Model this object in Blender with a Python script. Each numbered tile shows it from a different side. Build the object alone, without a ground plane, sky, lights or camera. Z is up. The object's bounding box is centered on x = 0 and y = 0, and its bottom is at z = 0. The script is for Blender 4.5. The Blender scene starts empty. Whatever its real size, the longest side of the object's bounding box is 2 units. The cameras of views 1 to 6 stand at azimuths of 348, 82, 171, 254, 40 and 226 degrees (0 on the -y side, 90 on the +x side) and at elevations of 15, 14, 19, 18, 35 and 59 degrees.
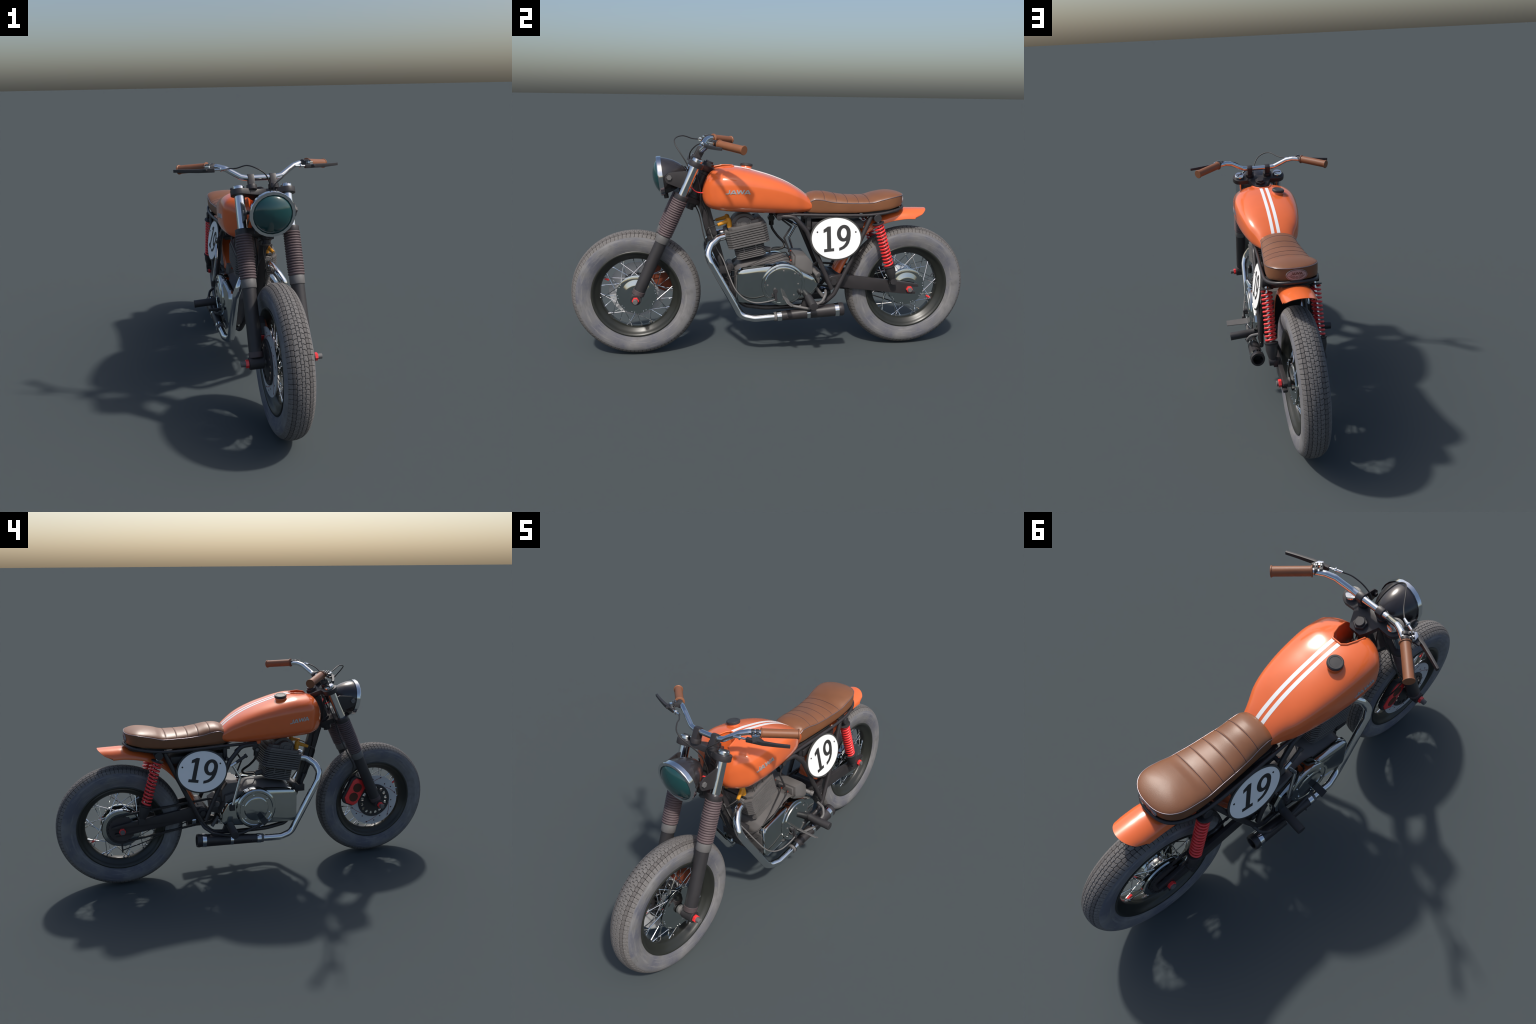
# Orange cafe-racer style motorcycle, built part by part.
# Frame: metres, z up, the machine faces -y, right-hand side is +x... wheels touch z = 0.
import bpy, bmesh, math, random
import numpy as np
from mathutils import Vector, Matrix

random.seed(19)
V = Vector
D = bpy.data
COLL = bpy.context.scene.collection

# ------------------------------------------------------------------ materials
def material(name, base, rough=0.5, metal=0.0, vary=0.12, scale=18.0, bump=0.0, bump_scale=120.0,
             coat=0.0, second=None, second_scale=6.0, second_lo=0.45, second_hi=0.65, spec=0.5,
             rough_vary=0.06, stretch=(1, 1, 1)):
    m = D.materials.new(name)
    m.use_nodes = True
    nt = m.node_tree
    N, L = nt.nodes, nt.links
    b = N["Principled BSDF"]
    tc = N.new("ShaderNodeTexCoord")
    mp = N.new("ShaderNodeMapping")
    mp.inputs["Scale"].default_value = stretch
    L.new(tc.outputs["Object"], mp.inputs["Vector"])
    n1 = N.new("ShaderNodeTexNoise")
    n1.inputs["Scale"].default_value = scale
    n1.inputs["Detail"].default_value = 6
    L.new(mp.outputs[0], n1.inputs["Vector"])
    ramp = N.new("ShaderNodeValToRGB")
    ramp.color_ramp.elements[0].position = 0.3
    ramp.color_ramp.elements[1].position = 0.7
    lo = [c * (1 - vary) for c in base]
    hi = [min(1.0, c * (1 + vary)) for c in base]
    ramp.color_ramp.elements[0].color = (*lo, 1)
    ramp.color_ramp.elements[1].color = (*hi, 1)
    L.new(n1.outputs["Fac"], ramp.inputs["Fac"])
    col = ramp.outputs["Color"]
    if second:
        n2 = N.new("ShaderNodeTexNoise")
        n2.inputs["Scale"].default_value = second_scale
        n2.inputs["Detail"].default_value = 8
        n2.inputs["Roughness"].default_value = 0.65
        L.new(mp.outputs[0], n2.inputs["Vector"])
        r2 = N.new("ShaderNodeValToRGB")
        r2.color_ramp.elements[0].position = second_lo
        r2.color_ramp.elements[1].position = second_hi
        L.new(n2.outputs["Fac"], r2.inputs["Fac"])
        mx = N.new("ShaderNodeMix")
        mx.data_type = 'RGBA'
        L.new(r2.outputs["Color"], mx.inputs["Factor"])
        L.new(col, mx.inputs["A"])
        mx.inputs["B"].default_value = (*second, 1)
        col = mx.outputs["Result"]
    L.new(col, b.inputs["Base Color"])
    mr = N.new("ShaderNodeMapRange")
    mr.inputs["To Min"].default_value = max(0.02, rough - rough_vary)
    mr.inputs["To Max"].default_value = min(1, rough + rough_vary)
    L.new(n1.outputs["Fac"], mr.inputs["Value"])
    L.new(mr.outputs[0], b.inputs["Roughness"])
    b.inputs["Metallic"].default_value = metal
    b.inputs["Specular IOR Level"].default_value = spec
    b.inputs["Coat Weight"].default_value = coat
    b.inputs["Coat Roughness"].default_value = 0.06
    if bump > 0:
        n3 = N.new("ShaderNodeTexNoise")
        n3.inputs["Scale"].default_value = bump_scale
        n3.inputs["Detail"].default_value = 4
        L.new(tc.outputs["Object"], n3.inputs["Vector"])
        bp = N.new("ShaderNodeBump")
        bp.inputs["Strength"].default_value = bump
        bp.inputs["Distance"].default_value = 0.002
        L.new(n3.outputs["Fac"], bp.inputs["Height"])
        L.new(bp.outputs[0], b.inputs["Normal"])
    return m

ORANGE = material("orange_paint", (0.80, 0.155, 0.040), 0.22, vary=0.02, coat=0.5, rough_vary=0.02)
WHITE = material("white_paint", (0.86, 0.86, 0.85), 0.35, vary=0.02)
PLATEW = material("plate_white", (0.88, 0.88, 0.87), 0.55, vary=0.02)
BLACKP = material("black_print", (0.026, 0.025, 0.025), 0.6, vary=0.1)
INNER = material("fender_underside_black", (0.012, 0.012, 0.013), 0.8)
BADGE = material("badge_silver_letters", (0.52, 0.58, 0.61), 0.35, metal=0.55, vary=0.06)
LEATHER = material("brown_leather", (0.205, 0.082, 0.036), 0.42, vary=0.10, scale=9, bump=0.12, bump_scale=420)
SEAM = material("seam_thread", (0.055, 0.028, 0.032), 0.7)
PIPING = material("seat_piping_grey", (0.30, 0.25, 0.27), 0.3, metal=0.75)
GRIP = material("brown_rubber_grip", (0.235, 0.086, 0.036), 0.5, vary=0.08, bump=0.1, bump_scale=300)
CHROME = material("chrome", (0.72, 0.74, 0.76), 0.10, metal=1.0, vary=0.03, rough_vary=0.03)
CHROMED = material("dark_polished_cover", (0.50, 0.53, 0.52), 0.09, metal=1.0, vary=0.04, rough_vary=0.03)
FRAME = material("frame_black_paint", (0.031, 0.0275, 0.029), 0.42, vary=0.12)
DARK = material("dark_metal", (0.030, 0.028, 0.030), 0.5, vary=0.15)
GREYM = material("grey_cast_metal", (0.125, 0.120, 0.118), 0.55, vary=0.12, bump=0.08, bump_scale=260)
ENGINE = material("engine_grey", (0.116, 0.109, 0.106), 0.55, vary=0.10, scale=14, bump=0.03, bump_scale=240)
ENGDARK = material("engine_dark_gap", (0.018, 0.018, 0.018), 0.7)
BOOT = material("fork_boot_rubber", (0.105, 0.074, 0.078), 0.65, vary=0.12)
RED = material("red_enamel", (0.84, 0.040, 0.042), 0.32, vary=0.05, coat=0.3)
REDD = material("caliper_recess_shadow_tint", (0.075, 0.025, 0.012), 0.7)  # red darkened to brown: shadow inside the caliper put into the colour
YELLOW = material("yellow_plug_cap", (0.62, 0.27, 0.015), 0.45, vary=0.08)
LENS = material("headlight_glass_teal", (0.010, 0.055, 0.058), 0.12, vary=0.06, coat=0.6)
RIMM = material("rim_dark_olive", (0.021, 0.0225, 0.019), 0.36, vary=0.12)
DISC = material("brake_disc_steel", (0.52, 0.53, 0.55), 0.45, metal=0.2, vary=0.08)
CABLE = material("cable_rubber", (0.030, 0.028, 0.028), 0.5)
PLASTIC = material("black_plastic", (0.014, 0.014, 0.014), 0.5)
def sidewall_material():
    """Worn rubber: patches of blue-grey and dusty brown, plus rubbed streaks that run round the wheel."""
    m = material("tyre_sidewall", (0.178, 0.175, 0.177), 0.8, vary=0.18, scale=30, second=(0.112, 0.115, 0.140),
                 second_scale=7.5, second_lo=0.44, second_hi=0.60, bump=0.10, bump_scale=150, spec=0.3)
    nt = m.node_tree
    N, L = nt.nodes, nt.links
    b = N["Principled BSDF"]
    src = b.inputs["Base Color"].links[0].from_socket
    tc = next(n for n in N if n.bl_idname == "ShaderNodeTexCoord")
    sep = N.new("ShaderNodeSeparateXYZ")
    L.new(tc.outputs["Object"], sep.inputs[0])
    flat = N.new("ShaderNodeCombineXYZ")
    L.new(sep.outputs["Y"], flat.inputs["Y"]); L.new(sep.outputs["Z"], flat.inputs["Z"])
    ln = N.new("ShaderNodeVectorMath"); ln.operation = 'LENGTH'; L.new(flat.outputs[0], ln.inputs[0])
    nr = N.new("ShaderNodeVectorMath"); nr.operation = 'NORMALIZE'; L.new(flat.outputs[0], nr.inputs[0])
    sn = N.new("ShaderNodeSeparateXYZ"); L.new(nr.outputs[0], sn.inputs[0])
    rk = N.new("ShaderNodeMath"); rk.operation = 'MULTIPLY'; rk.inputs[1].default_value = 46.0
    L.new(ln.outputs["Value"], rk.inputs[0])
    pv = N.new("ShaderNodeCombineXYZ")
    L.new(rk.outputs[0], pv.inputs["X"]); L.new(sn.outputs["Y"], pv.inputs["Y"]); L.new(sn.outputs["Z"], pv.inputs["Z"])
    for scale, lo, hi, colour, amount in ((2.6, 0.52, 0.66, (0.245, 0.240, 0.238), 0.55), (3.6, 0.60, 0.70, (0.070, 0.071, 0.080), 0.55)):
        n = N.new("ShaderNodeTexNoise"); n.inputs["Scale"].default_value = scale; n.inputs["Detail"].default_value = 7
        n.inputs["Roughness"].default_value = 0.62
        L.new(pv.outputs[0], n.inputs["Vector"])
        mr = N.new("ShaderNodeMapRange"); mr.inputs["From Min"].default_value = lo; mr.inputs["From Max"].default_value = hi
        mr.inputs["To Max"].default_value = amount
        L.new(n.outputs["Fac"], mr.inputs["Value"])
        mx = N.new("ShaderNodeMix"); mx.data_type = 'RGBA'
        L.new(mr.outputs[0], mx.inputs["Factor"]); L.new(src, mx.inputs["A"]); mx.inputs["B"].default_value = (*colour, 1)
        src = mx.outputs["Result"]
    L.new(src, b.inputs["Base Color"])
    return m
SIDEW = sidewall_material()
TREAD = material("tyre_tread_block", (0.150, 0.142, 0.138), 0.85, vary=0.22, scale=160, bump=0.3, bump_scale=320, spec=0.3)
TREADD = material("tyre_tread_block_dark", (0.115, 0.107, 0.104), 0.85, vary=0.15, scale=120, spec=0.3)
GROOVE = material("tyre_groove", (0.022, 0.021, 0.021), 0.9, spec=0.2)

# ------------------------------------------------------------------ geometry helpers
def catmull(pts, n=8, closed=False):
    P = [V(p) for p in pts]
    out = []
    m = len(P)
    for i in range(m if closed else m - 1):
        p1, p2 = P[i], P[(i + 1) % m]
        p0 = P[(i - 1) % m] if closed or i > 0 else p1 + (p1 - p2)
        p3 = P[(i + 2) % m] if closed or i < m - 2 else p2 + (p2 - p1)
        for k in range(n):
            t = k / n
            out.append(0.5 * ((2 * p1) + (p2 - p0) * t + (2 * p0 - 5 * p1 + 4 * p2 - p3) * t * t + (3 * p1 - p0 - 3 * p2 + p3) * t ** 3))
    if not closed:
        out.append(P[-1].copy())
    return out

def fillet(pts, r, n=6, closed=False):
    """Polyline (or polygon) with its corners rounded to radius r."""
    P = [V(p) for p in pts]
    m = len(P)
    out = []
    for i in range(m):
        if not closed and i in (0, m - 1):
            out.append(P[i]); continue
        a, b, c = P[i - 1], P[i], P[(i + 1) % m]
        u, w = (a - b), (c - b)
        lu, lw = u.length, w.length
        u.normalize(); w.normalize()
        ang = u.angle(w) if lu and lw else math.pi
        if ang > math.pi - 0.0005:
            out.append(b); continue
        rr = r[i] if isinstance(r, (list, tuple)) else r
        d = min(rr / math.tan(ang / 2), 0.49 * lu, 0.49 * lw)
        s, e = b + u * d, b + w * d
        for k in range(n + 1):
            t = k / n
            out.append(s * (1 - t) ** 2 + b * 2 * t * (1 - t) + e * t * t)
    return out

def interp(x, xs, ys):
    return float(np.interp(x, xs, ys))

def smooth_interp(xs, ys):
    """Monotone cubic (PCHIP-like) interpolation through control points."""
    xs, ys = np.array(xs, float), np.array(ys, float)
    h = np.diff(xs); d = np.diff(ys) / h
    m = np.zeros(len(xs))
    for i in range(1, len(xs) - 1):
        if d[i - 1] * d[i] > 0:
            w1, w2 = 2 * h[i] + h[i - 1], h[i] + 2 * h[i - 1]
            m[i] = (w1 + w2) / (w1 / d[i - 1] + w2 / d[i])
    m[0], m[-1] = d[0], d[-1]
    def f(x):
        x = min(max(x, xs[0]), xs[-1])
        i = min(max(int(np.searchsorted(xs, x)) - 1, 0), len(h) - 1)
        t = (x - xs[i]) / h[i]
        return float((1 + 2 * t) * (1 - t) ** 2 * ys[i] + t * (1 - t) ** 2 * h[i] * m[i] + t * t * (3 - 2 * t) * ys[i + 1] + t * t * (t - 1) * h[i] * m[i + 1])
    return f

def basis(axis):
    a = V(axis).normalized()
    ref = V((1, 0, 0)) if abs(a.x) < 0.9 else V((0, 0, 1))
    e1 = ref.cross(a).normalized()
    e2 = a.cross(e1)
    return e1, e2, a

class Shape:
    def __init__(self):
        self.v, self.f, self.m = [], [], []

    def add(self, verts, faces, mi=0):
        o = len(self.v)
        self.v += [tuple(p) for p in verts]
        self.f += [tuple(i + o for i in f) for f in faces]
        self.m += [mi] * len(faces)
        return self

    def rings(self, rings, mi=0, caps=True, closed=True, loop=False):
        n = len(rings[0])
        vs = [p for r in rings for p in r]
        fs = []
        R = len(rings)
        for i in range(R if loop else R - 1):
            j = (i + 1) % R
            for k in range(n if closed else n - 1):
                l = (k + 1) % n
                fs.append((i * n + k, i * n + l, j * n + l, j * n + k))
        if caps and not loop:
            fs.append(tuple(range(n - 1, -1, -1)))
            fs.append(tuple((R - 1) * n + k for k in range(n)))
        return self.add(vs, fs, mi)

    def tube(self, pts, r, seg=12, mi=0, caps=True, loop=False, flat=None):
        P = [V(p) for p in pts]
        n = len(P)
        T = []
        for i in range(n):
            if loop:
                t = P[(i + 1) % n] - P[i - 1]
            else:
                t = P[min(i + 1, n - 1)] - P[max(i - 1, 0)]
            T.append(t.normalized())
        e1, _, _ = basis(T[0])
        rings = []
        for i in range(n):
            e1 = (e1 - T[i] * e1.dot(T[i])).normalized()
            e2 = T[i].cross(e1)
            rr = r[i] if isinstance(r, (list, tuple)) else r
            rings.append([P[i] + (e1 * math.cos(a) + e2 * math.sin(a)) * rr for a in (2 * math.pi * k / seg for k in range(seg))])
        return self.rings(rings, mi, caps, True, loop)

    def lathe(self, profile, origin, axis, seg=32, mi=0, caps=False, loop=False, phase=0.0):
        """profile: (t along axis, radius)"""
        e1, e2, a = basis(axis)
        o = V(origin)
        rings = [[o + a * t + (e1 * math.cos(w) + e2 * math.sin(w)) * max(r, 1e-5) for w in (phase + 2 * math.pi * k / seg for k in range(seg))] for t, r in profile]
        return self.rings(rings, mi, caps, True, loop)

    def cyl(self, p0, p1, r, r2=None, seg=24, mi=0, chamfer=0.0, phase=0.0):
        p0, p1 = V(p0), V(p1)
        L = (p1 - p0).length
        r2 = r if r2 is None else r2
        c = chamfer
        prof = [(0, r), (L, r2)] if c <= 0 else [(0, r - c), (c, r), (L - c, r2), (L, r2 - c)]
        return self.lathe(prof, p0, p1 - p0, seg, mi, True, phase=phase)

    def prism(self, outline, origin, ea, eb, depth, mi=0, chamfer=0.0, start=0.0, cap_mi=None):
        """Extrude a 2D outline (a, b) along ea x eb from start to start + depth, with optional chamfer on the end."""
        ea, eb, o = V(ea), V(eb), V(origin)
        n = ea.cross(eb).normalized()
        pts = [(p[0], p[1]) for p in outline]
        area = sum(pts[i - 1][0] * pts[i][1] - pts[i][0] * pts[i - 1][1] for i in range(len(pts)))
        if area < 0:
            pts = pts[::-1]
        def ring(d, inset=0.0):
            if inset == 0:
                return [o + ea * a + eb * b + n * d for a, b in pts]
            out = []
            m = len(pts)
            for i in range(m):
                p, c, q = (np.array(pts[j % m]) for j in (i - 1, i, i + 1))
                t1, t2 = c - p, q - c
                n1 = np.array((-t1[1], t1[0])) / (np.linalg.norm(t1) + 1e-9)
                n2 = np.array((-t2[1], t2[0])) / (np.linalg.norm(t2) + 1e-9)
                b2 = n1 + n2
                b2 = b2 / max(0.35, (b2 @ b2) / 2)
                a, b = c + b2 * inset
                out.append(o + ea * a + eb * b + n * d)
            return out
        sgn = 1 if depth > 0 else -1
        rs = [ring(start)]
        if chamfer > 0:
            rs += [ring(start + depth - sgn * chamfer), ring(start + depth - sgn * chamfer * 0.3, chamfer * 0.3), ring(start + depth, chamfer)]
        else:
            rs += [ring(start + depth)]
        if sgn < 0:
            rs = rs[::-1]
        k = len(self.f)
        self.rings(rs, mi, True)
        if cap_mi is not None:
            self.m[-1 if sgn > 0 else -2] = cap_mi
        return self

    def box(self, c, size, ea=(1, 0, 0), eb=(0, 1, 0), mi=0):
        a, b, d = size[0] / 2, size[1] / 2, size[2]
        n = V(ea).cross(V(eb))
        return self.prism([(-a, -b), (a, -b), (a, b), (-a, b)], V(c) - n * d / 2, ea, eb, d, mi)

    def mirrored(self):
        s = Shape()
        s.v = [(-x, y, z) for x, y, z in self.v]
        s.f = [f[::-1] for f in self.f]
        s.m = list(self.m)
        return s

    def join(self, other):
        o = len(self.v)
        self.v += other.v
        self.f += [tuple(i + o for i in f) for f in other.f]
        self.m += other.m
        return self

def build(shape, name, mats, parent=None, angle=38, bevel=0.0, location=None, kind=None, merge=0.0, flat=False):
    me = D.meshes.new(name)
    me.from_pydata([tuple(v) for v in shape.v], [], shape.f)
    mats = mats if isinstance(mats, (list, tuple)) else [mats]
    for m in mats:
        me.materials.append(m)
    me.polygons.foreach_set("material_index", shape.m)
    bm = bmesh.new(); bm.from_mesh(me)
    if merge > 0:
        bmesh.ops.remove_doubles(bm, verts=bm.verts, dist=merge)
    bmesh.ops.recalc_face_normals(bm, faces=bm.faces)
    if bevel > 0:
        es = [e for e in bm.edges if len(e.link_faces) == 2 and e.calc_face_angle(0) > math.radians(35)]
        bmesh.ops.bevel(bm, geom=es, offset=bevel, segments=2, affect='EDGES', profile=0.6, clamp_overlap=True)
    bm.to_mesh(me); bm.free()
    me.polygons.foreach_set("use_smooth", [not flat] * len(me.polygons))
    if not flat:
        me.set_sharp_from_angle(angle=math.radians(angle))
    me.update()
    ob = D.objects.new(name, me)
    COLL.objects.link(ob)
    if location is not None:
        ob.location = location
    if parent is not None:
        ob.parent = parent
    if kind:
        ob["kind"] = kind
    return ob

def instance(ob, matrix, parent):
    c = ob.copy()
    COLL.objects.link(c)
    c.parent = parent
    c.matrix_basis = matrix
    return c

def both_sides(shape, name, mats, parent, **k):
    return build(shape, name, mats, parent, **k), build(shape.mirrored(), name, mats, parent, **k)

def ellipse(rx, ry, n=64, cx=0, cy=0):
    return [(cx + rx * math.cos(2 * math.pi * i / n), cy + ry * math.sin(2 * math.pi * i / n)) for i in range(n)]

def stroke(line, w):
    """Outline of a polyline drawn with width w (mitred)."""
    P = [np.array(p, float) for p in line]
    L, R = [], []
    for i, p in enumerate(P):
        ts = []
        if i > 0: ts.append((p - P[i - 1]) / np.linalg.norm(p - P[i - 1]))
        if i < len(P) - 1: ts.append((P[i + 1] - p) / np.linalg.norm(P[i + 1] - p))
        t = sum(ts); t = t / np.linalg.norm(t)
        nn = np.array((-t[1], t[0]))
        k = 1 / max(0.5, abs(nn @ np.array((-ts[0][1], ts[0][0]))))
        L.append(tuple(p + nn * w / 2 * k)); R.append(tuple(p - nn * w / 2 * k))
    return L + R[::-1]

# letters of the maker's lettering in a unit em (height 1): list of stroke polylines
LETTERS = {
    "J": (0.78, [[(0.02, 0.11), (0.42, 0.11), (0.60, 0.30), (0.60, 1.0)]]),
    "A": (0.98, [[(0.04, 0.0), (0.46, 0.92)], [(0.50, 0.92), (0.92, 0.0)], [(0.22, 0.24), (0.74, 0.24)]]),
    "W": (1.28, [[(0.04, 1.0), (0.32, 0.08)], [(0.32, 0.08), (0.62, 0.92)], [(0.62, 0.92), (0.92, 0.08)], [(0.92, 0.08), (1.22, 1.0)]]),
}

def lettering(word, height, width, weight=0.21):
    total = sum(LETTERS[c][0] for c in word)
    sx = width / total
    x, outs = 0.0, []
    for c in word:
        adv, lines = LETTERS[c]
        for ln in lines:
            outs.append([(x + a * sx, b * height) for a, b in stroke(ln, weight)])
        x += adv * sx
    return outs

# ------------------------------------------------------------------ root
root = D.objects.new("motorcycle", None)
COLL.objects.link(root)
root["label"] = "orange custom motorcycle with brown seat and number nineteen plates"
root["category"] = "motorcycle"

AXLE_Z, FRONT_Y, REAR_Y, TYRE_R = 0.3145, -0.6855, 0.6855, 0.3145

# ------------------------------------------------------------------ tyre with tread grooves
def tyre_shape():
    W, RC, RH = 0.0588, 0.262, 0.3132 - 0.262
    prof = []
    for i in range(-60, 61):                         # crown and shoulders
        th = math.radians(90) * i / 60
        c, s = math.cos(th), math.sin(th)
        prof.append((W * math.copysign(abs(s) ** 0.92, s), RC + RH * abs(c) ** 0.92))
    low = []
    for i in range(1, 15):                           # sidewall down to the bead
        t = i / 14
        low.append((W - 0.0145 * t ** 1.7, RC - 0.049 * t))
    low += [(0.041, 0.208), (0.038, 0.200)]
    prof = [(-x, r) for x, r in low[::-1]] + prof + low
    X = np.array([p[0] for p in prof]); R = np.array([p[1] for p in prof])
    seg = np.hypot(np.diff(X), np.diff(R)); S = np.concatenate([[0], np.cumsum(seg)])
    mid = np.argmin(np.abs(X)); S -= S[mid]
    nx = np.gradient(R, S); nr = -np.gradient(X, S)   # outward normal (sign fixed below)
    flip = np.sign(nr[mid]); nx, nr = nx * flip, nr * flip
    NU, P = 1824, 96
    U = np.arange(NU) / NU
    s = S[:, None]; u = U[None, :] * P
    a = np.abs(s); side = np.sign(s)
    circ = 2 * math.pi * 0.305 / P                    # one pitch in metres
    wob = 0.0007 * np.sin(2 * math.pi * u)
    def tri_dist(v):
        return np.abs((v + 0.5) % 1.0 - 0.5)
    d = np.full((len(S), NU), 1.0)
    s1, s2, s3, s4 = 0.0065, 0.0245, 0.0390, 0.0600
    d = np.minimum(d, np.abs(s - s1 - wob)); d = np.minimum(d, np.abs(s + s1 + wob))
    d = np.minimum(d, np.abs(a - s2 + 0.0010 * np.sin(2 * math.pi * u)))
    d = np.minimum(d, np.abs(a - s3))
    edge1 = s1 + wob * side
    row0 = tri_dist(u + 0.5) * circ
    shift = 0.09 * np.sin(2 * math.pi * (a - s1) / (s2 - s1) * 0.9)
    row1 = tri_dist(u + shift) * circ
    row2 = tri_dist(u + 0.12) * circ
    row3 = tri_dist(u + 0.12 - 0.15 * np.clip((a - s3) / (s4 - s3), 0, 1)) * circ
    tr = np.where(a < edge1, row0, np.where(a < s2, row1, np.where(a < s3, row2, np.where(a < s4, row3, 1.0))))
    d = np.minimum(d, tr)
    d = np.where(a > s4 + 0.001, 1.0, d)
    depth = 0.0028 * np.clip(1.35 - d / 0.00095, 0, 1)
    depth = depth * np.where(a > s4 - 0.001, 0.5, 1.0)
    XX = X[:, None] - nx[:, None] * depth
    RR = R[:, None] - nr[:, None] * depth
    A = 2 * math.pi * U[None, :]
    verts = np.stack([XX, RR * np.cos(A), RR * np.sin(A)], -1).reshape(-1, 3)
    n = len(S)
    sh = Shape()
    sh.v = [tuple(v) for v in verts.tolist()]
    dm = depth > 0.0009
    am = a[:, 0]
    for i in range(n - 1):
        rowa = 0.5 * (am[i] + am[i + 1])
        plain = rowa > s4 + 0.001
        base = 0 if plain else (3 if s2 < rowa < s3 else 1)
        for k in range(NU):
            l = (k + 1) % NU
            sh.f.append((i * NU + k, i * NU + l, (i + 1) * NU + l, (i + 1) * NU + k))
            sh.m.append(2 if (not plain and (int(dm[i, k]) + int(dm[i + 1, k]) + int(dm[i, l]) + int(dm[i + 1, l])) >= 3) else base)
    return sh

def ring_profile(name, prof, mat, parent, seg=96, **k):
    s = Shape().lathe(prof, (0, 0, 0), (1, 0, 0), seg, loop=True)
    return build(s, name, mat, parent, **k)

def make_wheel(y, front):
    hub = Shape()
    axis = (1, 0, 0)
    if front:
        # polished half-width hub on the right, narrow boss on the left
        hub.lathe([(0.056, 0.018), (0.056, 0.048), (0.054, 0.056), (0.0475, 0.073), (0.0465, 0.078), (0.046, 0.093), (0.0445, 0.0965), (0.042, 0.097), (0.028, 0.097), (0.020, 0.090), (0.006, 0.062), (-0.030, 0.056), (-0.046, 0.056), (-0.048, 0.018)], (0, 0, 0), axis, 72)
    else:
        hub.lathe([(0.056, 0.018), (0.056, 0.048), (0.054, 0.056), (0.0485, 0.073), (0.0475, 0.078), (0.047, 0.093), (0.0455, 0.0965), (0.044, 0.097), (0.028, 0.097), (0.020, 0.090), (0.0, 0.072), (-0.02, 0.072), (-0.030, 0.090), (-0.034, 0.098), (-0.050, 0.098), (-0.055, 0.094), (-0.0555, 0.060), (-0.057, 0.018)], (0, 0, 0), axis, 72)
    wheel = build(hub, "wheel", CHROMED, root, location=(0, y, AXLE_Z), angle=30)
    global TYRE_MESH, RIM_MESH, SPOKE_MESH, NIPPLE_MESH, RIVET_MESH
    if front:
        t = build(tyre_shape(), "tyre", [SIDEW, TREAD, GROOVE, TREADD], wheel, angle=50)
        TYRE_MESH = t
        rim = Shape().lathe([(0.046, 0.2155), (0.049, 0.2175), (0.0515, 0.214), (0.049, 0.208), (0.040, 0.202), (0.031, 0.193), (0.024, 0.180), (0.016, 0.1745),
                             (-0.016, 0.1745), (-0.024, 0.180), (-0.031, 0.193), (-0.040, 0.202), (-0.049, 0.208), (-0.0515, 0.214), (-0.049, 0.2175), (-0.046, 0.2155), (-0.03, 0.204), (0.03, 0.204)], (0, 0, 0), axis, 120, loop=True)
        RIM_MESH = build(rim, "rim", RIMM, wheel, angle=60)
        L = 0.115
        sp = Shape().cyl((0, 0, 0), (0, 0, L), 0.0019, seg=8)
        sp.cyl((0, 0, L - 0.014), (0, 0, L + 0.004), 0.0032, 0.0040, seg=8)
        sp.cyl((0, 0, -0.001), (0, 0, 0.006), 0.0028, seg=8)
        SPOKE_MESH = build(sp, "spoke", CHROME, wheel)
    else:
        instance(TYRE_MESH, Matrix.Rotation(math.radians(1.4), 4, 'X'), wheel)
        instance(RIM_MESH, Matrix.Identity(4), wheel)
    first = front
    n = 20
    for side in (1, -1):
        hx = 0.034 if side > 0 else (-0.022 if front else -0.037)
        hr = 0.0925 if (side > 0 or not front) else 0.054
        for i in range(n):
            lead = 1 if i % 2 else -1
            a0 = 2 * math.pi * (i // 2 + (0.0 if lead < 0 else 0.24)) / (n / 2) + (0.0 if side > 0 else math.pi / n)
            sweep = math.radians(36 if hr > 0.08 else 42) * lead
            h = V((hx + 0.006 * lead, hr * math.cos(a0), hr * math.sin(a0)))
            e = V((0.008 * side, 0.1755 * math.cos(a0 + sweep), 0.1755 * math.sin(a0 + sweep)))
            d = e - h
            q = V((0, 0, 1)).rotation_difference(d)
            Mx = Matrix.Translation(h) @ q.to_matrix().to_4x4() @ Matrix.Diagonal((1, 1, d.length / 0.115, 1))
            if first:
                SPOKE_MESH.matrix_basis = Mx
                first = False
            else:
                instance(SPOKE_MESH, Mx, wheel)
    # spoke heads around the hub edge
    heads = Shape()
    for i in range(n):
        lead = 1 if i % 2 else -1
        a0 = 2 * math.pi * (i // 2 + (0.0 if lead < 0 else 0.24)) / (n / 2) + 0.03
        x0 = 0.0452 if front else 0.0462
        c = V((x0, 0.0905 * math.cos(a0), 0.0905 * math.sin(a0)))
        heads.lathe([(0, 0.0022), (0.003, 0.0018), (0.004, 0.0004)], c, (1, 0, 0), 8, caps=True)
    build(heads, "spoke_heads", CHROME, wheel, kind="stuff")
    # valve with red cap
    va = math.radians(154 if front else -27)
    dr = V((0, math.cos(va), math.sin(va)))
    val = Shape().cyl(dr * 0.178, dr * 0.160, 0.0032, seg=10, mi=0)
    val.cyl(dr * 0.170, dr * 0.148, 0.0056, 0.0048, seg=12, mi=1, chamfer=0.001)
    build(val, "valve", [CHROME, RED], wheel)
    return wheel

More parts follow.
